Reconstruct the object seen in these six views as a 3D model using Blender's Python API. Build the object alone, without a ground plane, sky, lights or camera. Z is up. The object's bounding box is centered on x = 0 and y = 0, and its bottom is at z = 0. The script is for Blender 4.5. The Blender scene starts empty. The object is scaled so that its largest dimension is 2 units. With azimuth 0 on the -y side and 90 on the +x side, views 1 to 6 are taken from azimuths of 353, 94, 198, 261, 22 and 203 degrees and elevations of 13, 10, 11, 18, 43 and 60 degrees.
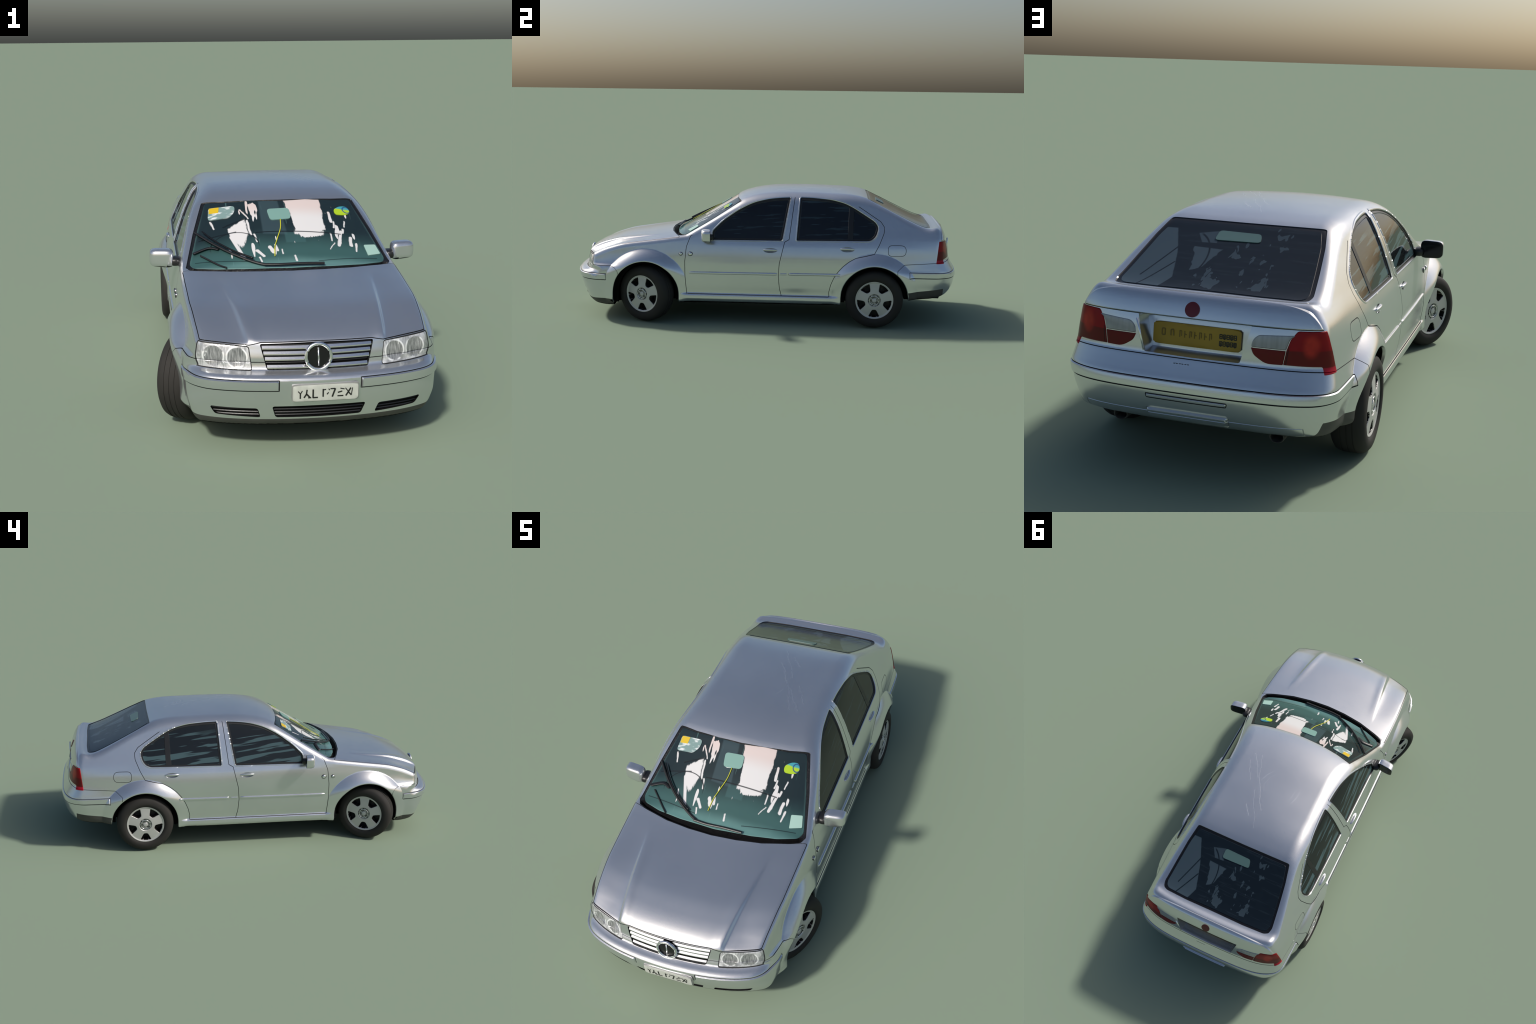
# Silver four-door saloon car, built from profiles, a half-width table and panel outlines.
# Front of the car points to -y.  Units: metres, total length 2.0.
import bpy, math
import numpy as np
from mathutils import Vector, Matrix

RNG = np.random.default_rng(7)
H = 0.0045                       # sampling step of the body surface

# ------------------------------------------------------------------ curve helpers
def pchip(xs, ys, x):
    """monotone cubic interpolation"""
    xs = np.asarray(xs, float); ys = np.asarray(ys, float)
    h = np.diff(xs); d = np.diff(ys) / h
    m = np.zeros_like(xs)
    for i in range(1, len(xs) - 1):
        if d[i-1] * d[i] > 0:
            w1 = 2*h[i] + h[i-1]; w2 = h[i] + 2*h[i-1]
            m[i] = (w1 + w2) / (w1/d[i-1] + w2/d[i])
    m[0] = d[0]; m[-1] = d[-1]
    x = np.clip(x, xs[0], xs[-1])
    i = np.clip(np.searchsorted(xs, x) - 1, 0, len(xs) - 2)
    t = (x - xs[i]) / h[i]
    return ((2*t**3 - 3*t**2 + 1)*ys[i] + (t**3 - 2*t**2 + t)*h[i]*m[i]
            + (-2*t**3 + 3*t**2)*ys[i+1] + (t**3 - t**2)*h[i]*m[i+1])

def sstep(a, b, x):
    t = np.clip((x - a) / (b - a), 0, 1)
    return t*t*(3 - 2*t)

def smax(a, b, k):
    h = np.maximum(k - np.abs(a - b), 0) / k
    return np.maximum(a, b) + h*h*k*0.25

def poly_sd(px, py, poly):
    """signed distance to a closed polygon, negative inside"""
    poly = np.asarray(poly, float)
    d = np.full(np.shape(px), 1e9); s = np.zeros(np.shape(px), bool)
    n = len(poly)
    for i in range(n):
        ax, ay = poly[i]; bx, by = poly[(i+1) % n]
        ex, ey = bx-ax, by-ay
        wx, wy = px-ax, py-ay
        t = np.clip((wx*ex + wy*ey) / (ex*ex + ey*ey + 1e-18), 0, 1)
        d = np.minimum(d, (wx-ex*t)**2 + (wy-ey*t)**2)
        if ay != by:
            c = (ay > py) != (by > py)
            s ^= c & (px < ex*(py-ay)/ey + ax)
    d = np.sqrt(d)
    return np.where(s, -d, d)

def rounded(poly, r, n=5):
    """round the corners of a polygon; r a number or one number per corner"""
    poly = [np.array(p, float) for p in poly]; out = []
    m = len(poly)
    for i, p in enumerate(poly):
        ri = r[i] if hasattr(r, '__len__') else r
        a, b = poly[i-1], poly[(i+1) % m]
        if ri <= 0:
            out.append(p); continue
        u = a-p; v = b-p
        lu, lv = np.linalg.norm(u), np.linalg.norm(v)
        q = min(ri, lu*.48, lv*.48)
        A = p + u/lu*q; B = p + v/lv*q
        for t in np.linspace(0, 1, n):
            out.append((1-t)**2*A + 2*t*(1-t)*p + t*t*B)
    return np.array(out)

# ------------------------------------------------------------------ the car's lines
# centre-line silhouette (y, z), clockwise from the bumper's lower lip
PROFILE = [(-.86,.073),(-.925,.082),(-.950,.100),(-.962,.120),(-.975,.150),(-.987,.182),(-.995,.215),
 (-.998,.236),(-.996,.248),(-.984,.256),(-.967,.261),(-.957,.266),(-.953,.278),(-.950,.300),(-.945,.322),
 (-.938,.342),(-.918,.357),(-.885,.374),(-.845,.389),(-.775,.409),(-.645,.429),(-.520,.447),(-.490,.452),
 (-.468,.455),(-.445,.4605),(-.40,.4845),(-.33,.524),(-.25,.572),(-.185,.611),(-.152,.631),(-.118,.646),
 (-.05,.662),(.05,.6725),(.17,.675),(.30,.6735),(.42,.666),(.50,.653),(.542,.640),(.60,.612),(.70,.565),
 (.80,.521),(.850,.5035),(.875,.501),(.903,.505),(.918,.499),(.928,.487),(.937,.468),(.945,.445),(.952,.42),
 (.958,.385),(.963,.350),(.969,.338),(.976,.324),(.986,.305),(.995,.288),(1.0,.268),(.999,.245),(.991,.21),(.978,.185),
 (.960,.166),(.935,.154),(.89,.147),(.75,.139),(.40,.106),(-.40,.100),(-.75,.082)]

ZR = [.06,.10,.115,.132,.146,.158,.20,.25,.28,.30,.34,.40,.44,.50,.57,.64,.72]
YC = [-1.02,-.88,-.75,-.55,-.40,-.10,.20,.50,.70,.85,.95,1.02]
HALF_WIDTH = [
 (.320,.345,.355,.360,.360,.360,.360,.360,.360,.350,.335,.320),
 (.335,.358,.368,.372,.374,.375,.375,.374,.370,.362,.345,.330),
 (.342,.364,.376,.382,.386,.387,.387,.386,.378,.368,.352,.338),
 (.347,.369,.382,.389,.394,.395,.395,.394,.378,.363,.348,.336),
 (.350,.373,.385,.390,.393,.394,.394,.393,.380,.367,.353,.342),
 (.353,.376,.387,.388,.385,.386,.386,.386,.381,.371,.358,.345),
 (.357,.380,.391,.391,.390,.392,.392,.391,.386,.379,.368,.356),
 (.360,.382,.393,.393,.393,.396,.396,.396,.393,.389,.381,.370),
 (.352,.374,.391,.392,.393,.396,.397,.396,.392,.388,.381,.372),
 (.342,.357,.380,.391,.393,.397,.398,.396,.388,.384,.377,.367),
 (.333,.350,.370,.387,.391,.394,.396,.394,.383,.375,.368,.358),
 (.325,.342,.362,.377,.382,.385,.386,.384,.374,.365,.357,.348),
 (.318,.336,.356,.369,.373,.372,.372,.370,.361,.354,.348,.340),
 (.310,.320,.330,.342,.353,.353,.351,.343,.333,.323,.316,.308),
 (.285,.292,.300,.312,.325,.328,.323,.310,.299,.289,.282,.275),
 (.250,.255,.262,.270,.280,.288,.287,.276,.260,.248,.240,.232),
 (.190,.195,.200,.208,.215,.222,.225,.220,.206,.190,.180,.170)]

WHEEL_Y = {'front': -.594, 'rear': .577}
WHEEL_Z = .144
ARCH_IN, ARCH_OUT, ARCH_LIP = .1735, .229, .424

class Lookup:
    """a smooth function of two variables, tabulated once for speed"""
    def __init__(s, a0, a1, b0, b1, step):
        s.a = np.arange(a0, a1+step, step); s.b = np.arange(b0, b1+step, step); s.step = step
    def sample(s, G, a, b):
        fa = np.clip((a-s.a[0])/s.step, 0, len(s.a)-1.001); fb = np.clip((b-s.b[0])/s.step, 0, len(s.b)-1.001)
        i = fa.astype(np.int32); j = fb.astype(np.int32); fa = fa-i; fb = fb-j
        n = G.shape[1]; g = G.ravel(); k = i*n+j
        return (g[k]*(1-fa)+g[k+n]*fa)*(1-fb) + (g[k+1]*(1-fa)+g[k+n+1]*fa)*fb

LK = Lookup(-1.06, 1.06, .03, .74, .003)

def build_half_width():
    rows = np.array([pchip(YC, r, LK.a) for r in HALF_WIDTH])        # z rows x y
    X = np.array([pchip(ZR, rows[:, i], LK.b) for i in range(len(LK.a))])
    Y, Z = np.meshgrid(LK.a, LK.b, indexing='ij')
    for wy in WHEEL_Y.values():                                     # flared wheel arches
        dz = np.maximum(Z-WHEEL_Z, 0)*.985
        r = np.sqrt((Y-wy)**2 + dz**2)
        out = ARCH_OUT - .012*sstep(.26, .14, Z)
        t = np.clip((out-r)/(out-ARCH_IN), 0, 1.0)
        bulge = .55*t + .45*np.sin(t*math.pi/2)
        lip = ARCH_LIP - .026*sstep(.30, .17, Z)
        X = np.maximum(X, X + (lip-X)*np.minimum(bulge, .985)*sstep(.085, .125, Z))
    gy, gz = np.gradient(X, LK.step)
    return X, np.sqrt(1+gy**2+gz**2)
XH, XG = build_half_width()

def smooth_loop(pts, sub=6):
    """centripetal-ish Catmull-Rom through a closed loop with limited tension"""
    P = np.array(pts); n = len(P); out = []
    for i in range(n):
        p0, p1, p2, p3 = P[i-1], P[i], P[(i+1) % n], P[(i+2) % n]
        L = np.linalg.norm(p2-p1)
        m1 = (p2-p0); m1 = m1/ (np.linalg.norm(m1)+1e-9)*L
        m2 = (p3-p1); m2 = m2/ (np.linalg.norm(m2)+1e-9)*L
        for t in np.linspace(0, 1, sub, endpoint=False):
            out.append((2*t**3-3*t**2+1)*p1+(t**3-2*t**2+t)*m1+(-2*t**3+3*t**2)*p2+(t**3-t**2)*m2)
    return np.array(out)
LP = Lookup(-1.16, 1.16, .0, .78, .004)
_Y, _Z = np.meshgrid(LP.a, LP.b, indexing='ij')
PSD = poly_sd(_Y, _Z, smooth_loop(PROFILE))

CREASE = lambda y: np.interp(y, [-.92, -.48], [.203, .258])

def body(P, wells=False):
    """signed distance-like field of the bodywork (negative inside)"""
    x = np.abs(P[:, 0]); y = P[:, 1]; z = P[:, 2]
    # plan curvature: nose, screens and tail bow outwards at the centre
    x2 = x*x; x6 = x2*x2*x2
    nose = (.45*x2 + (12-7*sstep(.26, .31, z))*x6) * sstep(.2, -.14, y) * (1-.12*sstep(-.60, -.30, y))
    tail = (.10*x2 + (18-4*sstep(.40, .46, z))*np.minimum(x6, .004)) * sstep(.5, .86, y)
    yy = y - nose + tail
    up = sstep(.29, .36, z)
    crown = (.06+.09*sstep(-.42, -.10, y))*x2*up*(1-.95*sstep(.30, .52, y))
    # pressed crease along the bonnet: raised middle, lower flanks
    c = CREASE(y)
    hood = sstep(-.50, -.66, y)*up*sstep(.30,.36,z)
    crown = crown + hood*(.004+.006*sstep(-.62, -.86, y))*(sstep(c-.004, c+.010, x)*sstep(.36, .25, x) - .45*np.exp(-((x-c+.010)/.022)**2))
    prof = LP.sample(PSD, yy, z + crown)
    Xh = LK.sample(XH, y, z); g = LK.sample(XG, y, z)
    side = (x - Xh)/g
    k = .022 + .022*sstep(.56, .66, z)*sstep(.75, .5, y) + .038*sstep(.30, .24, z)*sstep(.14, .20, z)*sstep(.75, .92, np.abs(y))
    f = smax(prof, side, k)
    return f

def well_g(P):
    """wheel openings: negative inside"""
    dz = np.maximum(P[:, 2]-WHEEL_Z, 0)*.985
    r = np.minimum(*[np.hypot(P[:, 1]-wy, dz) for wy in WHEEL_Y.values()])
    return np.maximum(r-ARCH_IN, .262-np.abs(P[:, 0]))

def grad(P, e=.0012, wells=False):
    G = np.empty_like(P)
    for a in range(3):
        d = np.zeros(3); d[a] = e
        G[:, a] = (body(P+d, wells)-body(P-d, wells))/(2*e)
    return G

def normal_at(P, e=.0015):
    G = grad(P, e); return G/(np.linalg.norm(G, axis=1)[:, None]+1e-12)

def hit(P, D, reach=.3, n=40):
    """move points P along direction D until they meet the outer bodywork (wells ignored)"""
    P = np.asarray(P, float).reshape(-1, 3); D = np.asarray(D, float)
    lo = np.zeros(len(P)); done = np.zeros(len(P), bool); step = reach/n
    for i in range(n):
        t = lo+step
        f = body(P+D*t[:, None], False)
        done |= f < 0
        lo = np.where(done, lo, t)
    hi = lo+step
    for i in range(14):
        m = (lo+hi)/2; f = body(P+D*m[:, None], False)
        lo = np.where(f > 0, m, lo); hi = np.where(f > 0, hi, m)
    return P + D*((lo+hi)/2)[:, None]

# ------------------------------------------------------------------ surface from the field
def surface_nets(h):
    ax = np.arange(-1.5*h, .46, h); ay = np.arange(-1.03, 1.03, h); az = np.arange(.05, .70, h)
    nx, ny, nz = len(ax), len(ay), len(az)
    F = np.empty((nx, ny, nz))
    yy, zz = np.meshgrid(ay, az, indexing='ij'); yy = yy.ravel(); zz = zz.ravel()
    for i in range(nx):
        F[i] = body(np.column_stack([np.full(yy.shape, ax[i]), yy, zz])).reshape(ny, nz)
    S = F < 0
    c = np.zeros((nx-1, ny-1, nz-1), np.int8)
    for dx in (0, 1):
        for dy in (0, 1):
            for dz in (0, 1):
                c += S[dx:nx-1+dx, dy:ny-1+dy, dz:nz-1+dz]
    act = (c > 0) & (c < 8)
    idx = np.full(act.shape, -1, np.int64); I, J, K = np.nonzero(act); idx[I, J, K] = np.arange(len(I))
    acc = np.zeros((len(I), 3)); cnt = np.zeros(len(I))
    for a in range(3):
        for b in (0, 1):
            for d in (0, 1):
                o = [0, 0, 0]; o[(a+1) % 3] = b; o[(a+2) % 3] = d; p = list(o); p[a] = 1
                f0 = F[I+o[0], J+o[1], K+o[2]]; f1 = F[I+p[0], J+p[1], K+p[2]]
                m = (f0 < 0) != (f1 < 0)
                t = np.where(m, f0/(f0-f1+1e-30), 0)
                q = np.zeros((len(I), 3)) + o; q[:, a] = t
                acc += np.where(m[:, None], q, 0); cnt += m
    V = acc/cnt[:, None] + np.column_stack([I, J, K])
    V = V*h + np.array([ax[0], ay[0], az[0]])
    Q = []
    for a in range(3):
        sl0 = [slice(None)]*3; sl1 = [slice(None)]*3; sl0[a] = slice(0, -1); sl1[a] = slice(1, None)
        d = S[tuple(sl0)] != S[tuple(sl1)]
        b, e = (a+1) % 3, (a+2) % 3
        E = np.array(np.nonzero(d)).T
        ok = (E[:, b] > 0) & (E[:, e] > 0) & (E[:, b] < F.shape[b]-1) & (E[:, e] < F.shape[e]-1)
        E = E[ok]
        def cell(db, de):
            q = E.copy(); q[:, b] -= db; q[:, e] -= de; return idx[q[:, 0], q[:, 1], q[:, 2]]
        q = np.column_stack([cell(1, 1), cell(0, 1), cell(0, 0), cell(1, 0)])
        flip = ~S[E[:, 0], E[:, 1], E[:, 2]]
        q[flip] = q[flip][:, ::-1]
        Q.append(q)
    Q = np.vstack(Q)
    for it in range(5):                       # settle the vertices onto the exact surface
        G = grad(V); f = body(V)
        st = f[:, None]*G/(np.sum(G*G, axis=1)[:, None]+1e-9)
        ln = np.linalg.norm(st, axis=1)[:, None]
        V = V - st*np.minimum(1, .6*h/(ln+1e-12))*.9
    d0 = np.linalg.norm(V[Q[:, 0]]-V[Q[:, 2]], axis=1); d1 = np.linalg.norm(V[Q[:, 1]]-V[Q[:, 3]], axis=1)
    T = np.vstack([np.where((d0 < d1)[:, None], Q[:, [0, 1, 2]], Q[:, [0, 1, 3]]),
                   np.where((d0 < d1)[:, None], Q[:, [0, 2, 3]], Q[:, [1, 2, 3]])])
    return V, T

class Skin:
    """triangle skin that can be cut along level lines of any function of position"""
    def __init__(s, V, T):
        s.V, s.T = V, T; s.D = np.zeros_like(V)     # rest position and displacement
    def cut(s, g, level=0.0, eps=2e-5):
        v = g(s.V) - level
        v = np.where(np.abs(v) < eps, 0, v)
        sg = np.sign(v).astype(int); t = sg[s.T]
        mixed = (t.min(1) < 0) & (t.max(1) > 0)
        if not mixed.any(): return
        keep = s.T[~mixed]; M = s.T[mixed]; tm = t[mixed]
        E = np.vstack([M[:, [0, 1]], M[:, [1, 2]], M[:, [2, 0]]])
        E = E[(sg[E[:, 0]]*sg[E[:, 1]]) < 0]; E = np.unique(np.sort(E, axis=1), axis=0)
        a, b = E[:, 0], E[:, 1]
        lo = np.zeros(len(E)); hi = np.ones(len(E)); va, vb = v[a], v[b]
        w = va/(va-vb)
        for it in range(4):                          # regula falsi along each edge
            P = s.V[a]*(1-w)[:, None]+s.V[b]*w[:, None]; vm = g(P)-level
            same = np.sign(vm) == np.sign(va)
            lo = np.where(same, w, lo); va = np.where(same, vm, va)
            hi = np.where(same, hi, w); vb = np.where(same, vb, vm)
            w = np.where(np.abs(va-vb) > 1e-12, lo+(hi-lo)*va/(va-vb+1e-30), (lo+hi)/2)
            w = np.clip(w, 0.002, .998)
        P = s.V[a]*(1-w)[:, None]+s.V[b]*w[:, None]
        base = len(s.V)
        D = s.D[a]*(1-w)[:, None]+s.D[b]*w[:, None]
        N = np.int64(base); key = a.astype(np.int64)*N+b
        def mid(p, q):
            k = np.minimum(p, q).astype(np.int64)*N+np.maximum(p, q)
            return base+np.searchsorted(key, k)
        s.V = np.vstack([s.V, P]); s.D = np.vstack([s.D, D])
        new = [keep]
        has0 = (tm == 0).any(1)
        A = M[has0]; ta = tm[has0]
        if len(A):
            r = np.argmax(ta == 0, axis=1); i = np.arange(len(A))
            z0, p, q = A[i, r], A[i, (r+1) % 3], A[i, (r+2) % 3]
            m = mid(p, q); new += [np.column_stack([z0, p, m]), np.column_stack([z0, m, q])]
        B = M[~has0]; tb = tm[~has0]
        if len(B):
            lone = np.where(tb.sum(1) > 0, -1, 1)
            r = np.argmax(tb == lone[:, None], axis=1); i = np.arange(len(B))
            o, p, q = B[i, r], B[i, (r+1) % 3], B[i, (r+2) % 3]
            m1, m2 = mid(o, p), mid(q, o)
            new += [np.column_stack([o, m1, m2]), np.column_stack([m1, p, q]), np.column_stack([m1, q, m2])]
        s.T = np.vstack(new)
    def centroid(s): return s.V[s.T].mean(1)
    def drop(s, mask):
        s.T = s.T[~mask]; u, inv = np.unique(s.T, return_inverse=True)
        s.V = s.V[u]; s.D = s.D[u]; s.T = inv.reshape(-1, 3)
    def push(s, g, amount, wall=.003, direction=None, profile=None):
        """set the area g<0 in (negative) or out (positive) by amount, with a wall along its edge"""
        s.cut(g, 0); s.cut(g, -wall)
        v = g(s.V); m = v < -2e-5
        n = normal_at(s.V[m]) if direction is None else np.asarray(direction, float)
        s.D[m] += n*amount*np.clip(-v[m]/wall, 0, 1)[:, None]
    def groove(s, g, width=.0016, depth=.0035):
        for l in (-width, 0, width): s.cut(g, l)
        v = np.abs(g(s.V)); m = v < width*.98
        if m.any(): s.D[m] -= normal_at(s.V[m])*depth*(1-v[m]/width)[:, None]

# ------------------------------------------------------------------ materials
class Val:
    """a node socket (or number) with arithmetic"""
    def __init__(s, m, sock): s.m, s.s = m, sock
    def _op(s, op, o, rev=False):
        a, b = (o, s) if rev else (s, o)
        return s.m.math(op, a, b)
    def __add__(s, o): return s._op('ADD', o)
    def __radd__(s, o): return s._op('ADD', o, True)
    def __sub__(s, o): return s._op('SUBTRACT', o)
    def __rsub__(s, o): return s._op('SUBTRACT', o, True)
    def __mul__(s, o): return s._op('MULTIPLY', o)
    def __rmul__(s, o): return s._op('MULTIPLY', o, True)
    def __truediv__(s, o): return s._op('DIVIDE', o)

class Mat:
    def __init__(s, name, color=(.5, .5, .5), rough=.5, metal=0.0, coat=0.0, spec=.5, coat_rough=.05):
        s.mat = bpy.data.materials.new(name); s.mat.use_nodes = True
        s.nt = s.mat.node_tree; s.b = s.nt.nodes['Principled BSDF']
        s.set('Base Color', color); s.set('Roughness', rough); s.set('Metallic', metal)
        s.set('Coat Weight', coat); s.set('Coat Roughness', coat_rough); s.set('Specular IOR Level', spec)
    def plug(s, v, sock):
        if isinstance(v, Val): s.nt.links.new(v.s, sock)
        elif isinstance(v, (tuple, list)):
            sock.default_value = tuple(v) + ((1,) if len(v) == 3 and len(sock.default_value) == 4 else ())
        else: sock.default_value = v
    def set(s, k, v): s.plug(v, s.b.inputs[k])
    def node(s, t, **kw):
        n = s.nt.nodes.new(t)
        for k, v in kw.items(): setattr(n, k, v)
        return n
    def math(s, op, a, b=0.0, c=None, clamp=False):
        n = s.node('ShaderNodeMath', operation=op, use_clamp=clamp)
        s.plug(a, n.inputs[0]); s.plug(b, n.inputs[1])
        if c is not None: s.plug(c, n.inputs[2])
        return Val(s, n.outputs[0])
    def pos(s):
        n = s.node('ShaderNodeTexCoord'); return Val(s, n.outputs['Object'])
    def xyz(s, v=None):
        n = s.node('ShaderNodeSeparateXYZ'); s.plug(v or s.pos(), n.inputs[0])
        return [Val(s, n.outputs[i]) for i in range(3)]
    def vec(s, x, y, z):
        n = s.node('ShaderNodeCombineXYZ')
        for i, q in enumerate((x, y, z)): s.plug(q, n.inputs[i])
        return Val(s, n.outputs[0])
    def map(s, v, scale=(1, 1, 1), rot=(0, 0, 0), loc=(0, 0, 0)):
        n = s.node('ShaderNodeMapping'); s.plug(v, n.inputs[0])
        n.inputs['Scale'].default_value = scale; n.inputs['Rotation'].default_value = rot
        n.inputs['Location'].default_value = loc
        return Val(s, n.outputs[0])
    def noise(s, v, scale=5, detail=3, rough=.5, dist=0):
        n = s.node('ShaderNodeTexNoise'); s.plug(v, n.inputs['Vector'])
        n.inputs['Scale'].default_value = scale; n.inputs['Detail'].default_value = detail
        n.inputs['Roughness'].default_value = rough; n.inputs['Distortion'].default_value = dist
        return Val(s, n.outputs[0])
    def voronoi(s, v, scale=5, feature='F1'):
        n = s.node('ShaderNodeTexVoronoi', feature=feature); s.plug(v, n.inputs['Vector'])
        n.inputs['Scale'].default_value = scale
        return Val(s, n.outputs['Distance'])
    def step(s, a, b, x):
        n = s.node('ShaderNodeMapRange', interpolation_type='SMOOTHSTEP'); s.plug(x, n.inputs[0])
        lo, hi, r0, r1 = (a, b, 0, 1) if a < b else (b, a, 1, 0)
        n.inputs[1].default_value = lo; n.inputs[2].default_value = hi
        n.inputs[3].default_value = r0; n.inputs[4].default_value = r1
        return Val(s, n.outputs[0])
    def mix(s, f, a, b):
        n = s.node('ShaderNodeMix', data_type='RGBA'); s.plug(f, n.inputs[0])
        s.plug(a, n.inputs[6]); s.plug(b, n.inputs[7]); return Val(s, n.outputs[2])
    def mx(s, *v):
        r = v[0]
        for q in v[1:]: r = s.math('MAXIMUM', r, q)
        return r
    def mn(s, *v):
        r = v[0]
        for q in v[1:]: r = s.math('MINIMUM', r, q)
        return r
    def half(s, x, y, p, q, soft=.003):
        """1 on the left side of the line p -> q"""
        dx, dy = q[0]-p[0], q[1]-p[1]; L = math.hypot(dx, dy)
        d = (x-p[0])*(-dy/L) + (y-p[1])*(dx/L)
        return s.step(-soft, soft, d)
    def convex(s, x, y, pts, soft=.003):
        """mask of a convex outline given anticlockwise"""
        return s.mn(*[s.half(x, y, pts[i], pts[(i+1) % len(pts)], soft) for i in range(len(pts))])
    def stroke(s, x, y, p, q, w, soft=.0015):
        dx, dy = q[0]-p[0], q[1]-p[1]; L = math.hypot(dx, dy); ux, uy = dx/L, dy/L
        a = (x-p[0])*ux + (y-p[1])*uy
        t = s.mn(s.mx(a, 0.0), L)
        ex = (x-p[0]) - t*ux; ey = (y-p[1]) - t*uy
        return s.step(w+soft, w-soft, s.math('SQRT', ex*ex+ey*ey))
    def ring(s, x, y, c, r, w, sy=1.0, soft=.0015):
        ex = x-c[0]; ey = (y-c[1])*sy
        d = s.math('ABSOLUTE', s.math('SQRT', ex*ex+ey*ey)-r)
        return s.step(w+soft, w-soft, d)
    def disc(s, x, y, c, rx, ry, soft=.15):
        ex = (x-c[0])/rx; ey = (y-c[1])/ry
        return s.step(1+soft, 1-soft, s.math('SQRT', ex*ex+ey*ey))
    def bump(s, h, strength=.2, dist=.002):
        n = s.node('ShaderNodeBump'); n.inputs['Strength'].default_value = strength
        n.inputs['Distance'].default_value = dist; s.plug(h, n.inputs['Height'])
        s.nt.links.new(n.outputs[0], s.b.inputs['Normal'])

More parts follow.
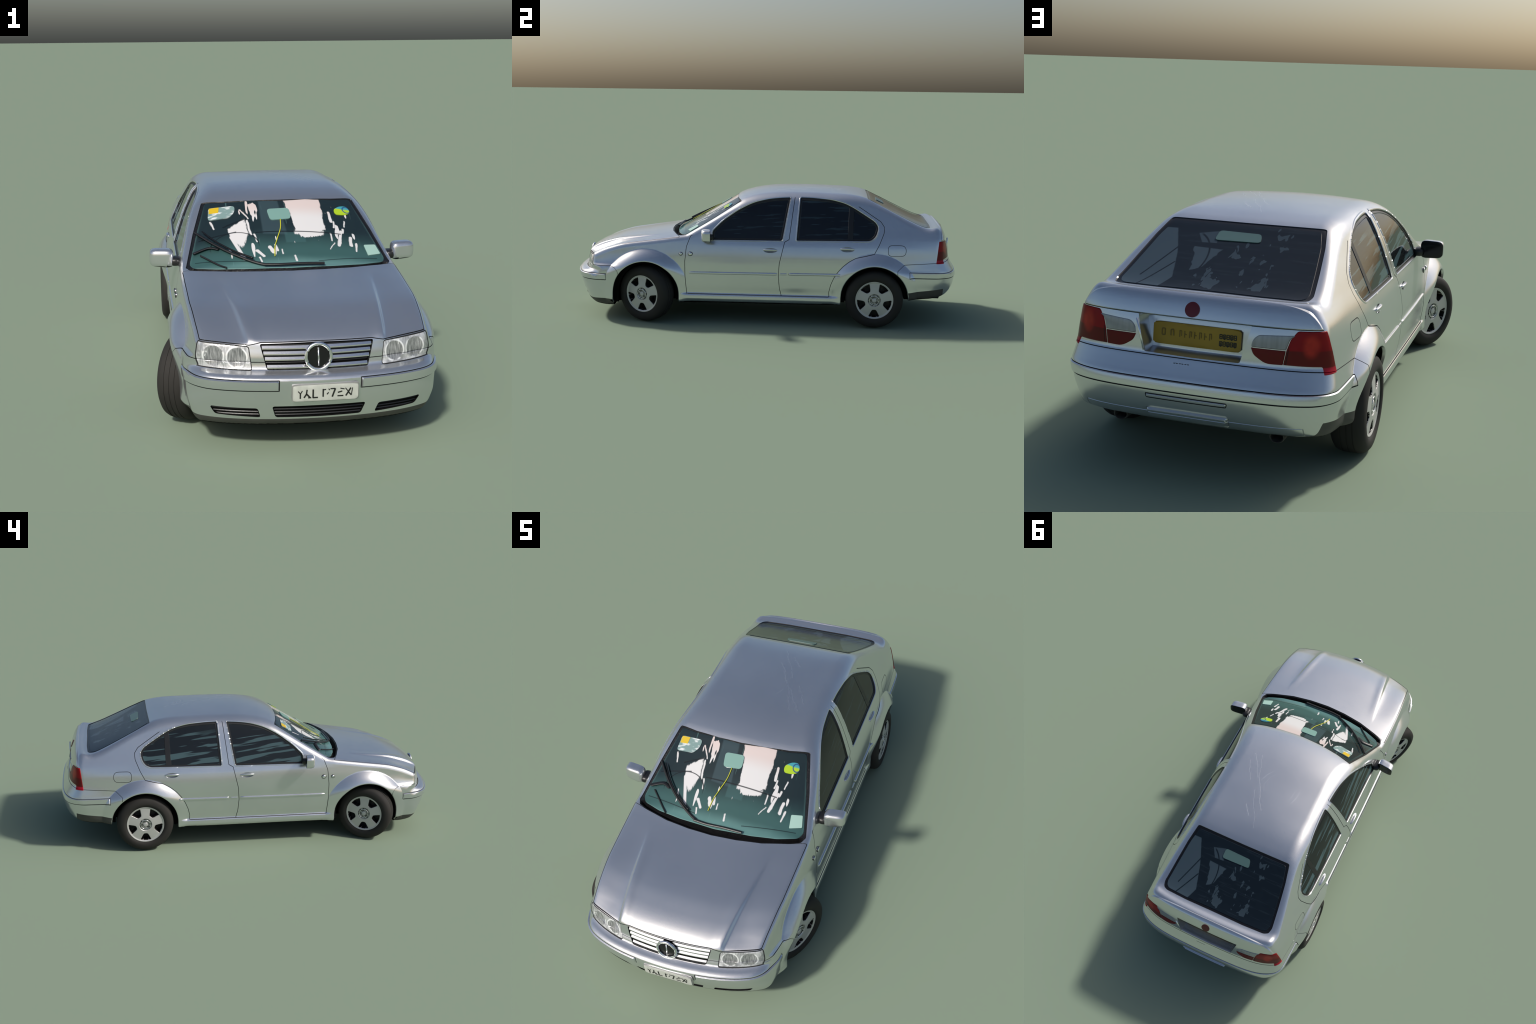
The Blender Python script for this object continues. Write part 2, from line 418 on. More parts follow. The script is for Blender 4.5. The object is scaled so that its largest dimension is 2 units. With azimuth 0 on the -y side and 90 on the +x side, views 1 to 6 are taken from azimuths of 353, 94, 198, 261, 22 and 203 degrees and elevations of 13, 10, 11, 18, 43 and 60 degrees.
def make_materials():
    M = {}
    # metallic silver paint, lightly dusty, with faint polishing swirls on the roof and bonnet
    m = Mat('silver_paint', rough=.3, metal=.89, spec=.5)
    p = m.pos(); n1 = m.noise(p, 3.5, 4); n2 = m.noise(p, 260, 2)
    x, y, z = m.xyz(p)
    ex = x+.03; ey = y-.2
    rr = m.math('SQRT', ex*ex+ey*ey)
    wob = m.noise(p, 7, 3)
    sw = m.noise(m.vec(rr*95+wob*5, wob*2, 0.0), 1.0, 2)
    swm = m.step(.60, .74, sw)*m.step(.02, .08, rr)*m.step(.27, .2, rr)*m.step(.6, .64, z)
    scr = m.step(.70, .76, m.noise(m.map(p, (55, 5, 20), (0, 0, .25)), 1.0, 2, .5, .4))*m.step(.62, .65, z)*m.step(.5, .62, m.noise(p, 5, 2))
    wx = x + (wob-.5)*.05
    marks = m.mx(*[m.stroke(wx, y, a, b, r, .0016) for a, b, r in (((-.018, .447), (.078, .257), .0010), ((-.007, .349), (.091, .186), .0014),
                 ((.091, .186), (.129, .060), .0010), ((.042, .398), (.075, .346), .0022), ((.096, .188), (.165, .064), .0013), ((.127, .217), (.179, .111), .0009))])
    fl = m.mx(swm*.4, scr*.3, marks*m.step(.62, .65, z)*.7)
    c = m.mix(m.step(.3, .7, n1), (.69, .705, .725), (.74, .75, .765))
    c = m.mix(fl, c, (.85, .86, .87))
    m.set('Base Color', c)
    m.set('Roughness', m.math('ADD', m.step(.25, .75, n1)*.025+.20, fl*.12))
    M['paint'] = m
    m = Mat('seam_shadow', (.012, .013, .014), .6); M['seam'] = m
    m = Mat('black_rubber', (.012, .012, .013), .38); p = m.pos()
    m.bump(m.noise(p, 220, 2), .25, .001); M['rubber'] = m
    m = Mat('cowl_black', (.008, .008, .009), .33)
    m.bump(m.noise(m.pos(), 120, 3), .6, .003); M['cowl'] = m
    M['liner'] = Mat('wheel_arch_black', (.004, .004, .004), .9, spec=.1)
    m = Mat('grey_plastic', rough=.55); p = m.pos()
    m.set('Base Color', m.mix(m.noise(p, 18, 4), (.035, .034, .032), (.075, .072, .066))); M['plastic'] = m
    m = Mat('chrome', (.86, .87, .88), .2, 1.0); m.bump(m.noise(m.pos(), 160, 2), .12, .001); M['chrome'] = m
    M['black_gloss'] = Mat('black_gloss', (.006, .006, .007), .15)
    # -------- windscreen: opaque; teal tint, pale reflections and dark cabin painted as base colour
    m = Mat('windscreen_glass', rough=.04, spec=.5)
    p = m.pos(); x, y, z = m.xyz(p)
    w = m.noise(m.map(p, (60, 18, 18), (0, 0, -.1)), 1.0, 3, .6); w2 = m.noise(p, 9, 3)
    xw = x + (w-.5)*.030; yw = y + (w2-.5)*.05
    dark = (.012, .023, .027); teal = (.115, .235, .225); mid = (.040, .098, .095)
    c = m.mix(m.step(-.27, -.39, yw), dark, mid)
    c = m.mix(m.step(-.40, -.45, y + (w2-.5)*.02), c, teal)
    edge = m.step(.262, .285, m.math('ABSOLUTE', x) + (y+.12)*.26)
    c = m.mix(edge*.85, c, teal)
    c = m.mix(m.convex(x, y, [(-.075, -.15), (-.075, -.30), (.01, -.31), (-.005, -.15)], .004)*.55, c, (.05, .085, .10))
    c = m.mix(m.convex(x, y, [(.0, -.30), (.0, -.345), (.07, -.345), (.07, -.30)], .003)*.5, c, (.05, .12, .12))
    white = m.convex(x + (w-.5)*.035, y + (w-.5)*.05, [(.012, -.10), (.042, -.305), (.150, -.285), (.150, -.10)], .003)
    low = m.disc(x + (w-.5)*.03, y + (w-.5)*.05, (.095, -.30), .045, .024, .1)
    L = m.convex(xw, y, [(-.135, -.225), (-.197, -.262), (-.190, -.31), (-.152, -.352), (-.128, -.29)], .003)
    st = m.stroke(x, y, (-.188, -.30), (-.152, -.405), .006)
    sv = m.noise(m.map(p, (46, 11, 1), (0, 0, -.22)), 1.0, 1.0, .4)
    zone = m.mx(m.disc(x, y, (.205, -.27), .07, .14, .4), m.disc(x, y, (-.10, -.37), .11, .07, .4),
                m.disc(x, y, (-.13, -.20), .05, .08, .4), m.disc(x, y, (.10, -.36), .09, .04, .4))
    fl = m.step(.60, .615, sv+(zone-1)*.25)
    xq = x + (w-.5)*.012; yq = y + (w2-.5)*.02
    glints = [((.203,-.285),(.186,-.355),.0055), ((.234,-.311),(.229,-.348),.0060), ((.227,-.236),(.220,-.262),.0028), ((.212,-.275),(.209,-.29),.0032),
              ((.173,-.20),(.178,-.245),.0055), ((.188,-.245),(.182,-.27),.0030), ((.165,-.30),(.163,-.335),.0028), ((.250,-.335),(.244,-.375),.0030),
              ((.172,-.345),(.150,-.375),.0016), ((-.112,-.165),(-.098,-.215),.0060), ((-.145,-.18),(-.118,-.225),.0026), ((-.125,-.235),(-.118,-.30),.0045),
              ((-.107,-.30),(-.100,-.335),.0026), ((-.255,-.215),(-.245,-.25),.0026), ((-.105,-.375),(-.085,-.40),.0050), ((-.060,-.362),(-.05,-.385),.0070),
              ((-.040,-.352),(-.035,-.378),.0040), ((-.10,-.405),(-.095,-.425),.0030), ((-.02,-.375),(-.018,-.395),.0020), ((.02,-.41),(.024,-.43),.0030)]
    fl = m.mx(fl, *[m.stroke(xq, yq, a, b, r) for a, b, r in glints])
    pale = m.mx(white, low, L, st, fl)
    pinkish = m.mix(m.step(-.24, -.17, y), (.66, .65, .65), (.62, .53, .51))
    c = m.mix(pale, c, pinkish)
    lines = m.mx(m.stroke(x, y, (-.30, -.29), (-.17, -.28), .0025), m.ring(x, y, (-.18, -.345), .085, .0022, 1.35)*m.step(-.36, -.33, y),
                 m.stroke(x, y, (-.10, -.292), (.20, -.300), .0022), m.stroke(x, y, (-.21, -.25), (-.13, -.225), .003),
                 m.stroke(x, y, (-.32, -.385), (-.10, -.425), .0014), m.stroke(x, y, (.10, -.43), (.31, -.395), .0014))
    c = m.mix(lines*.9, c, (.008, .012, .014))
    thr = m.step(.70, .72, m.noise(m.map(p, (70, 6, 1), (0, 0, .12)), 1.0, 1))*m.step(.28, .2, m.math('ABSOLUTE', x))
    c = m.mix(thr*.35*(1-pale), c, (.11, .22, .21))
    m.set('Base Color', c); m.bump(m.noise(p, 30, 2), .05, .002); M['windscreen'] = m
    # -------- rear screen: paler slate shapes and streaks on near-black glass
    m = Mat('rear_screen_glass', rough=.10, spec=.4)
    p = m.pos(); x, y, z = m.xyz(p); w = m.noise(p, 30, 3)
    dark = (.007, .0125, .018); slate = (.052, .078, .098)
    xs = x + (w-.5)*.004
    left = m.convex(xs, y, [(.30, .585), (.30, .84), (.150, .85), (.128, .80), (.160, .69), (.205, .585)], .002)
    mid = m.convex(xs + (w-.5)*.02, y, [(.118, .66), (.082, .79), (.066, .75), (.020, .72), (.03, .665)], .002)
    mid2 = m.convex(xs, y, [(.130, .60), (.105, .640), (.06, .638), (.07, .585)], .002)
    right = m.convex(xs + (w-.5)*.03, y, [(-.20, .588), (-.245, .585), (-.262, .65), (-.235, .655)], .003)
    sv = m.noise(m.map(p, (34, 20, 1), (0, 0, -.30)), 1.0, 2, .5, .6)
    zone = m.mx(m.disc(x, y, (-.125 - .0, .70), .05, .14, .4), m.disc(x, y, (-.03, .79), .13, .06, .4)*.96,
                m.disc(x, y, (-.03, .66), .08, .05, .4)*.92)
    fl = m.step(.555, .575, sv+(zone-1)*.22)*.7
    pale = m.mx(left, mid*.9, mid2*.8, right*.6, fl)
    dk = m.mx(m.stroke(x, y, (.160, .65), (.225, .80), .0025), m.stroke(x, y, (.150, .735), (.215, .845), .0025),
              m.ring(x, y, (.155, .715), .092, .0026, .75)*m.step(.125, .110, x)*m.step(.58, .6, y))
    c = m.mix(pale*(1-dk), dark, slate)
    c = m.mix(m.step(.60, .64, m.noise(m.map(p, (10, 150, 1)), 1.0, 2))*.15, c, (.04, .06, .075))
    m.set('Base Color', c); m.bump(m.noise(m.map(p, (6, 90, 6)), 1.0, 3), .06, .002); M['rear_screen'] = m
    # -------- side windows: dark colour with horizontal reflection streaks mixed in by noise
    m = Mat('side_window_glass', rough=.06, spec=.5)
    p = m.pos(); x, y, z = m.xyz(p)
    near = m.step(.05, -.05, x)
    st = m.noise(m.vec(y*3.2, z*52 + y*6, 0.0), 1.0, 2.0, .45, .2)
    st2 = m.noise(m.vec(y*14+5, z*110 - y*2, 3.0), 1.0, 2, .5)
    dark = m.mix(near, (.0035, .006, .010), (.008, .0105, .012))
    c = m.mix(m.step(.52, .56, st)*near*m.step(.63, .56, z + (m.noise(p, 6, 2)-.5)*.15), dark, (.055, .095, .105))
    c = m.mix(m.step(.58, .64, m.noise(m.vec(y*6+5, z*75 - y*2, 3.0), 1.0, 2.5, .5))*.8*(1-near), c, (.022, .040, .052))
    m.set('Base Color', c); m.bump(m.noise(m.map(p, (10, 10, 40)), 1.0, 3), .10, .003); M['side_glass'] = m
    # -------- lamps
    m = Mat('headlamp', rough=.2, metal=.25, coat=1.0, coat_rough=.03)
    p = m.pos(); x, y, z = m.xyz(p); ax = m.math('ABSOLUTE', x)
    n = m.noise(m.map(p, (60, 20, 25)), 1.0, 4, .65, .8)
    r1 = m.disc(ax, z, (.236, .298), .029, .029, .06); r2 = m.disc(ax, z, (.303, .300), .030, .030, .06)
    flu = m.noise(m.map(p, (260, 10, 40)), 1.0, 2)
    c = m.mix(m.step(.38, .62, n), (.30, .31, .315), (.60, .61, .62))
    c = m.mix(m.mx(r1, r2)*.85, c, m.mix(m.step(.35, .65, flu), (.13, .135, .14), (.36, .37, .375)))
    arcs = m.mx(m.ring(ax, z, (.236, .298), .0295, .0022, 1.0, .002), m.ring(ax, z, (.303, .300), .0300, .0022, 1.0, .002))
    c = m.mix(arcs*m.step(.44, .56, m.noise(p, 34, 2)), c, (.92, .93, .94))  # near-white arcs and flecks (next line too) are lamp glints put in as colour
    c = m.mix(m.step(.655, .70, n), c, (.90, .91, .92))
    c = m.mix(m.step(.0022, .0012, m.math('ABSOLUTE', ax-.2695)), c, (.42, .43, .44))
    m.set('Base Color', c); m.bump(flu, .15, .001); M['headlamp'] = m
    m = Mat('red_lamp', rough=.3, coat=0, spec=.22)
    p = m.pos(); x, y, z = m.xyz(p); ax = m.math('ABSOLUTE', x)
    n = m.noise(p, 30, 3)
    c = m.mix(m.step(.39, .395, z), (.13, .010, .008), (.30, .004, .008))
    c = m.mix(m.disc(ax, z, (.318, .405), .018, .026, .5), c, (.55, .035, .02))
    c = m.mix(m.step(.3, .8, n)*.5, c, (.17, .005, .008))
    c = m.mix(m.step(.352, .348, z), c, (.42, .012, .03))
    c = m.mix(m.stroke(ax, z, (.256, .35), (.262, .40), .0012), c, (.02, .004, .004))
    m.set('Base Color', c); M['red_lamp'] = m
    m = Mat('clear_lamp', (.30, .31, .32), .2, .25, coat=.8); p = m.pos()
    m.set('Base Color', m.mix(m.noise(m.map(p, (90, 5, 12)), 1.0, 2), (.20, .21, .22), (.42, .43, .44))); M['clear_lamp'] = m
    M['badge_red'] = Mat('badge_red', (.12, .005, .010), .3)
    # -------- plates
    m = Mat('plate_white', rough=.4); p = m.pos()
    m.set('Base Color', m.mix(m.noise(m.map(p, (60, 1, 12)), 1.0, 3), (.42, .44, .40), (.62, .63, .58))); M['plate_white'] = m
    M['plate_frame'] = Mat('plate_frame', (.40, .40, .39), .35, .5)
    m = Mat('plate_yellow', rough=.4); p = m.pos()
    m.set('Base Color', m.mix(m.noise(p, 14, 3), (.32, .19, .010), (.42, .26, .015))); M['plate_yellow'] = m
    M['ink'] = Mat('ink_black', (.012, .013, .012), .5)
    M['ink_brown'] = Mat('ink_brown', (.17, .105, .012), .5)
    # -------- wheels
    m = Mat('tyre_rubber', rough=.75, spec=.3); p = m.pos()
    m.set('Base Color', m.mix(m.noise(p, 9, 4), (.018, .017, .016), (.035, .032, .029)))
    m.bump(m.noise(p, 240, 2), .2, .001); M['tyre'] = m
    m = Mat('alloy', rough=.42, metal=.35); p = m.pos()
    m.set('Base Color', m.mix(m.noise(p, 22, 4), (.48, .47, .46), (.60, .59, .575))); M['alloy'] = m
    m = Mat('rim_dark', rough=.6); p = m.pos()
    m.set('Base Color', m.mix(m.step(.45, .6, m.noise(p, 50, 3)), (.006, .006, .007), (.045, .036, .028))); M['rim_dark'] = m
    m = Mat('hub_cap', rough=.35, metal=.4); p = m.pos()
    m.set('Base Color', m.mix(m.step(.5, .56, m.noise(p, 150, 3)), (.05, .05, .05), (.42, .42, .41))); M['hub'] = m
    # -------- small things on the glass
    M['mirror_teal'] = Mat('mirror_back', (.20, .36, .32), .25, .1)
    M['mirror_dim'] = Mat('mirror_behind_glass', (.095, .17, .16), .3)
    M['sticker_pale'] = Mat('sticker_pale', (.34, .52, .46), .4)
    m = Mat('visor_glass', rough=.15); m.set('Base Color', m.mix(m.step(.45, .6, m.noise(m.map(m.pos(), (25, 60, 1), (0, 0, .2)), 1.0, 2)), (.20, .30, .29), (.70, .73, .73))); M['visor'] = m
    M['yellow'] = Mat('yellow_label', (.62, .42, .015), .4)
    M['cord'] = Mat('yellow_cord', (.55, .55, .03), .6)
    m = Mat('round_sticker', rough=.3); p = m.pos(); x, y, z = m.xyz(p)
    n = m.noise(p, 40, 2)
    c = m.mix(m.step(-.185, -.178, y + (n-.5)*.02), (.38, .55, .02), (.05, .30, .36))
    m.set('Base Color', m.mix(m.ring(x, y, (.245, -.182), .014, .0022), c, (.02, .07, .20))); M['round_sticker'] = m
    return {k: v.mat for k, v in M.items()}
MT = make_materials()

# ------------------------------------------------------------------ object helpers
CAR = bpy.data.objects.new('saloon_car', None)
bpy.context.scene.collection.objects.link(CAR)
CAR['label'] = 'silver four-door saloon car with dark windows and steered front wheels'
CAR['category'] = 'car'

def add(name, V, F, mat, parent=None, smooth=True, normals=None, angle=None, mats=None, face_mat=None):
    me = bpy.data.meshes.new(name)
    me.from_pydata([tuple(v) for v in np.asarray(V)], [], [tuple(int(i) for i in f) for f in F])
    for q in (mats or [mat]): me.materials.append(q)
    if face_mat is not None: me.polygons.foreach_set('material_index', np.asarray(face_mat, np.int32))
    me.polygons.foreach_set('use_smooth', [smooth]*len(me.polygons))
    me.update()
    if angle: me.set_sharp_from_angle(angle=math.radians(angle))
    if normals is not None: me.normals_split_custom_set(normals)
    ob = bpy.data.objects.new(name, me); bpy.context.scene.collection.objects.link(ob)
    ob.parent = parent or CAR
    return ob

def mirrored(ob, name=None, parent=None):
    """a copy on the other side of the car"""
    me = ob.data.copy(); me.transform(Matrix.Scale(-1, 4, (1, 0, 0))); me.flip_normals()
    o = bpy.data.objects.new(name or ob.name.split('.')[0], me); bpy.context.scene.collection.objects.link(o)
    o.parent = parent or ob.parent; return o

def tube(path, r, n=8, flat=1.0, closed=False):
    """tube along a polyline; r one radius or one per point"""
    P = np.asarray(path, float); m = len(P); r = np.broadcast_to(r, (m,))
    V = []; F = []
    for i in range(m):
        t = (P[(i+1) % m]-P[i-1]) if closed else P[min(i+1, m-1)]-P[max(i-1, 0)]
        t = t/np.linalg.norm(t); up = np.array([0, 0, 1.]) if abs(t[2]) < .9 else np.array([0, 1., 0])
        a = np.cross(t, up); a /= np.linalg.norm(a); b = np.cross(a, t)
        for k in range(n):
            q = 2*math.pi*k/n; V.append(P[i]+r[i]*(math.cos(q)*a+math.sin(q)*b*flat))
    for i in range(m if closed else m-1):
        j = (i+1) % m
        for k in range(n): F.append((i*n+k, i*n+(k+1) % n, j*n+(k+1) % n, j*n+k))
    if not closed: F += [tuple(range(n))[::-1], tuple((m-1)*n+k for k in range(n))]
    return np.array(V), F

def blob(c, half, e=4.0, n=20, shape=None):
    """rounded box: superquadric of exponent e"""
    V = []; F = []
    for i in range(n+1):
        th = math.pi*i/n
        for k in range(2*n):
            ph = 2*math.pi*k/(2*n)
            d = np.array([math.sin(th)*math.cos(ph), math.sin(th)*math.sin(ph), math.cos(th)])
            r = (np.abs(d)**e).sum()**(-1/e); V.append(d*r)
    V = np.array(V)
    if shape is not None: V = shape(V)
    for i in range(n):
        for k in range(2*n):
            a, b = i*2*n+k, i*2*n+(k+1) % (2*n)
            F.append((a, a+2*n, b+2*n, b))
    return V*np.array(half)+np.array(c), F

def lathe(prof, n=64):
    """spin (axial x, radius) profile about the x axis"""
    m = len(prof); V = []; F = []
    for k in range(n):
        q = 2*math.pi*k/n
        for (a, r) in prof: V.append((a, r*math.cos(q), r*math.sin(q)))
    for k in range(n):
        j = (k+1) % n
        for i in range(m-1): F.append((k*m+i, k*m+i+1, j*m+i+1, j*m+i))
    return np.array(V), F

def decal(outline, mapping, thick, n=10):
    """thin slab whose outline (2D) is laid on the bodywork by mapping(points, lift)"""
    P = np.asarray(outline, float); c = P.mean(0); k = len(P)
    rings = [np.array([c])] + [c+(P-c)*t for t in np.linspace(0, 1, n)[1:]]
    pts = np.vstack(rings); top = mapping(pts, thick); bot = mapping(P, -.001)
    V = np.vstack([top, bot]); F = []
    for a in range(k): F.append((0, 1+a, 1+(a+1) % k))
    for r in range(n-2):
        o = 1+r*k
        for a in range(k): F.append((o+a, o+k+a, o+k+(a+1) % k, o+(a+1) % k))
    o = 1+(n-2)*k; b = 1+(n-1)*k
    for a in range(k): F.append((o+a, b+a, b+(a+1) % k, o+(a+1) % k))
    # consistent orientation: make the top face along the lift
    A, B, C = V[F[0][0]], V[F[0][1]], V[F[0][2]]
    lift = mapping(pts[:1], thick+.01)[0]-top[0]
    if np.dot(np.cross(B-A, C-A), lift) < 0: F = [f[::-1] for f in F]
    return V, F

def on_top(P2, lift):
    P = np.column_stack([P2[:, 0], P2[:, 1], np.full(len(P2), .72)])
    Q = hit(P, np.array([0, 0, -1.]), .36, 90); return Q+normal_at(Q)*lift
def on_side(P2, lift):
    P = np.column_stack([np.full(len(P2), .47), P2[:, 0], P2[:, 1]])
    Q = hit(P, np.array([-1., 0, 0]), .3, 60); return Q+normal_at(Q)*lift
def on_front(P2, lift):
    P = np.column_stack([P2[:, 0], np.full(len(P2), -1.03), P2[:, 1]])
    Q = hit(P, np.array([0, 1., 0]), .2, 60); return Q+normal_at(Q)*lift
def on_rear(P2, lift):
    P = np.column_stack([P2[:, 0], np.full(len(P2), 1.03), P2[:, 1]])
    Q = hit(P, np.array([0, -1., 0]), .2, 60); return Q+normal_at(Q)*lift

# ------------------------------------------------------------------ bodywork and its panels
def both(half):
    """close a half outline (x >= 0) by mirroring"""
    h = [tuple(p) for p in half]
    return h + [(-x, y) for x, y in h[::-1] if x > 1e-6]
sx = lambda poly: (lambda P: np.maximum(poly_sd(P[:, 1], P[:, 2], poly), .215-P[:, 0]))
seam_side = lambda poly, ztop: (lambda P: np.where((P[:, 2] < ztop) & (P[:, 0] > .215), poly_sd(P[:, 1], P[:, 2], poly), 1.0))
tp = lambda poly, zmin=.40: (lambda P: np.maximum(poly_sd(P[:, 0], P[:, 1], poly), zmin-P[:, 2]))
fr = lambda poly: (lambda P: np.maximum(poly_sd(P[:, 0], P[:, 2], poly), P[:, 1]+.80))
rr = lambda poly, ymin=.86: (lambda P: np.maximum(poly_sd(P[:, 0], P[:, 2], poly), ymin-P[:, 1]))

FRONT_WINDOW = rounded([(-.253,.432),(-.250,.476),(-.198,.527),(-.125,.580),(-.053,.616),(.02,.635),(.08,.642),(.142,.645),(.136,.61),(.105,.435)],
                       [.006,.01,.02,.03,.03,.03,.03,.006,.01,.006])
REAR_WINDOW = rounded([(.193,.646),(.178,.437),(.553,.441),(.580,.463),(.592,.505),(.575,.532),(.52,.566),(.463,.600),(.419,.621),(.352,.637),(.256,.645)],
                      [.006,.006,.02,.02,.02,.02,.03,.03,.03,.03,.03])
arc = [(WHEEL_Y['rear']+(ARCH_OUT+.004)*math.cos(a), WHEEL_Z+(ARCH_OUT+.004)*math.sin(a)) for a in np.radians(np.linspace(96, 172, 9))]
BP = [(.105,.152),(.095,.191),(.089,.256),(.093,.32),(.118,.428),(.14,.44),(.166,.662)]
FRONT_DOOR = [(-.381,.152),(-.389,.245),(-.390,.319),(-.383,.394),(-.363,.448),(-.30,.478),(-.215,.545),(-.135,.600),(-.055,.637),(.02,.653),(.09,.660)] + BP[::-1]
REAR_DOOR = BP + [(.256,.661),(.36,.653),(.43,.638),(.496,.602),(.603,.534),(.621,.508),(.619,.478),(.597,.424),(.572,.377)] + arc[2:] + [(.348,.152)]
FUEL = rounded([(.641,.368),(.641,.421),(.731,.421),(.731,.368)], [.02,.02,.026,.026])
SCREEN = rounded(both([(0,-.149),(.10,-.1445),(.20,-.131),(.279,-.111),(.320,-.25),(.354,-.40),(.342,-.428),(.30,-.447),(.2,-.478),(.1,-.494),(0,-.500)]), 0.004)
SCREEN_GLASS = rounded(both([(0,-.1535),(.20,-.1365),(.268,-.119),(.307,-.25),(.341,-.385),(.325,-.412),(.25,-.440),(.15,-.458),(0,-.469)]), .012)
REAR_SCREEN = rounded(both([(0,.538),(.244,.536),(.262,.62),(.276,.72),(.288,.82),(.281,.846),(.26,.857),(.15,.862),(0,.861)]), .008)
REAR_GLASS = rounded(both([(0,.550),(.231,.549),(.250,.62),(.264,.72),(.276,.815),(.269,.836),(.25,.846),(.15,.851),(0,.850)]), .01)
LAMP = rounded([(.200,.332),(.345,.3405),(.40,.335),(.40,.2655),(.335,.2645),(.192,.2625)], [.008,.003,.003,.003,.003,.008])
lamp_g = lambda P: np.maximum(fr(LAMP)(P), P[:, 1]-(-.868+(P[:, 2]-.335)*.16))
GRILLE = rounded(both([(0,.341),(.169,.338),(.150,.264),(0,.264)]), .006)
INTAKE = rounded(both([(0,.161),(.139,.160),(.127,.120),(0,.119)]), .008)
INTAKE_S = rounded([(.180,.153),(.318,.155),(.302,.127),(.170,.120)], .008)
RED = rounded([(.281,.4425),(.45,.444),(.45,.332),(.353,.332),(.346,.352),(.250,.355),(.256,.392),(.265,.42)], [.006,0,0,0,.003,.003,.002,.006])
red_edge = lambda P: (.897+(P[:, 2]-.445)*.12)-P[:, 1]
red_g = lambda P: np.maximum(rr(RED, .85)(P), red_edge(P))
RED_LOW = rounded([(.1625,.392),(.170,.374),(.203,.354),(.249,.3545),(.2545,.391)], [.003,.015,.015,.002,.002])
CLEAR = rounded([(.163,.394),(.166,.412),(.180,.426),(.276,.431),(.263,.42),(.255,.393)], [.003,.012,.015,.002,.01,.002])
RECESS = rounded(both([(0,.4455),(.161,.4455),(.135,.348),(0,.347)]), .003)
TRUNK_Z = .4445
TOW = rounded(both([(0,.206),(.117,.205),(.112,.171),(0,.170)]), .006)
REFL = rounded(both([(0,.2465),(.115,.2465),(.113,.2345),(0,.234)]), .004)

hood_x = lambda y: np.interp(y, [-.90,-.87,-.80,-.68,-.43], [.336,.340,.3475,.3575,.3655])
hood_back = lambda x: np.interp(x, [0,.1,.2,.3,.37], [-.5,-.494,-.478,-.447,-.420])
hood_lip = lambda x: np.interp(x, [0,.165,.2,.345], [.3435,.3415,.3345,.3425])
def hood_g(P):
    x = P[:, 0]
    return np.maximum.reduce([x-hood_x(P[:, 1]), hood_lip(x)-P[:, 2], P[:, 1]-hood_back(x), P[:, 1]+.38])
bz = lambda y: np.interp(y, [-1,-.77,-.75,-.735], [.286,.286,.279,.262])
bumper_f = lambda P: np.maximum(P[:, 2]-bz(P[:, 1]), P[:, 1]+.735)
def strip_f(P):      # rubbing strip on the front bumper, stops at the number plate
    y, z = P[:, 1], P[:, 2]
    return np.maximum.reduce([np.abs(z-.2285)-.0165, .119-P[:, 0], y+.800, .12-P[:, 0]])
rz = lambda y: np.interp(y, [.687,.724,.877,1.02], [.296,.325,.335,.347])
bumper_r = lambda P: np.maximum(P[:, 2]-rz(P[:, 1]), .690-P[:, 1])
def strip_r(P):
    y, z = P[:, 1], P[:, 2]
    return np.maximum(np.abs(z-.2725)-.0150, .752-y)
side_lip_r = lambda P: np.maximum.reduce([P[:, 2]-(.184+(P[:, 1]-.75)*.11), .7-P[:, 1], P[:, 1]-.925, .30-P[:, 0]])
lip_f = lambda P: np.maximum(P[:, 2]-(.113+.0*P[:, 1]), P[:, 1]+.735)
trunk_top = lambda P: np.maximum(TRUNK_Z-P[:, 2], .905-P[:, 1])

V, T = surface_nets(H)
S = Skin(V, T)
S.cut(lambda P: P[:, 0]); S.drop(S.centroid()[:, 0] < 0)
S.V[np.abs(S.V[:, 0]) < 3e-5, 0] = 0
S.cut(well_g); S.drop(well_g(S.centroid()) < 0)

# grooves between panels
def groove_if(g, allow, width=.0014, depth=.0035):
    D0 = S.D.copy(); n0 = len(D0); S.groove(g, width, depth)
    bad = ~allow(S.V); S.D[bad] = 0
door_line = lambda P: (P[:, 2] < .452) | ((P[:, 1] > .10) & (P[:, 1] < .2)) | (P[:, 1] > .50)
groove_if(sx(FRONT_DOOR), lambda P: ((P[:, 2] < .452) | (P[:, 1] > .05)) & (P[:, 2] < .645))
groove_if(sx(REAR_DOOR), lambda P: ((P[:, 2] < .452) | (P[:, 1] > .49) | (P[:, 1] < .18)) & (P[:, 2] < .645))
S.groove(sx(FUEL), .0012, .003)
S.groove(hood_g, .0012, .004)
S.groove(bumper_f, .0012, .0035); S.groove(bumper_r, .0012, .003)
S.groove(lambda P: np.maximum(np.maximum(P[:, 2]-.192, .93-P[:, 1]), P[:, 0]-.31), .0014, .003)
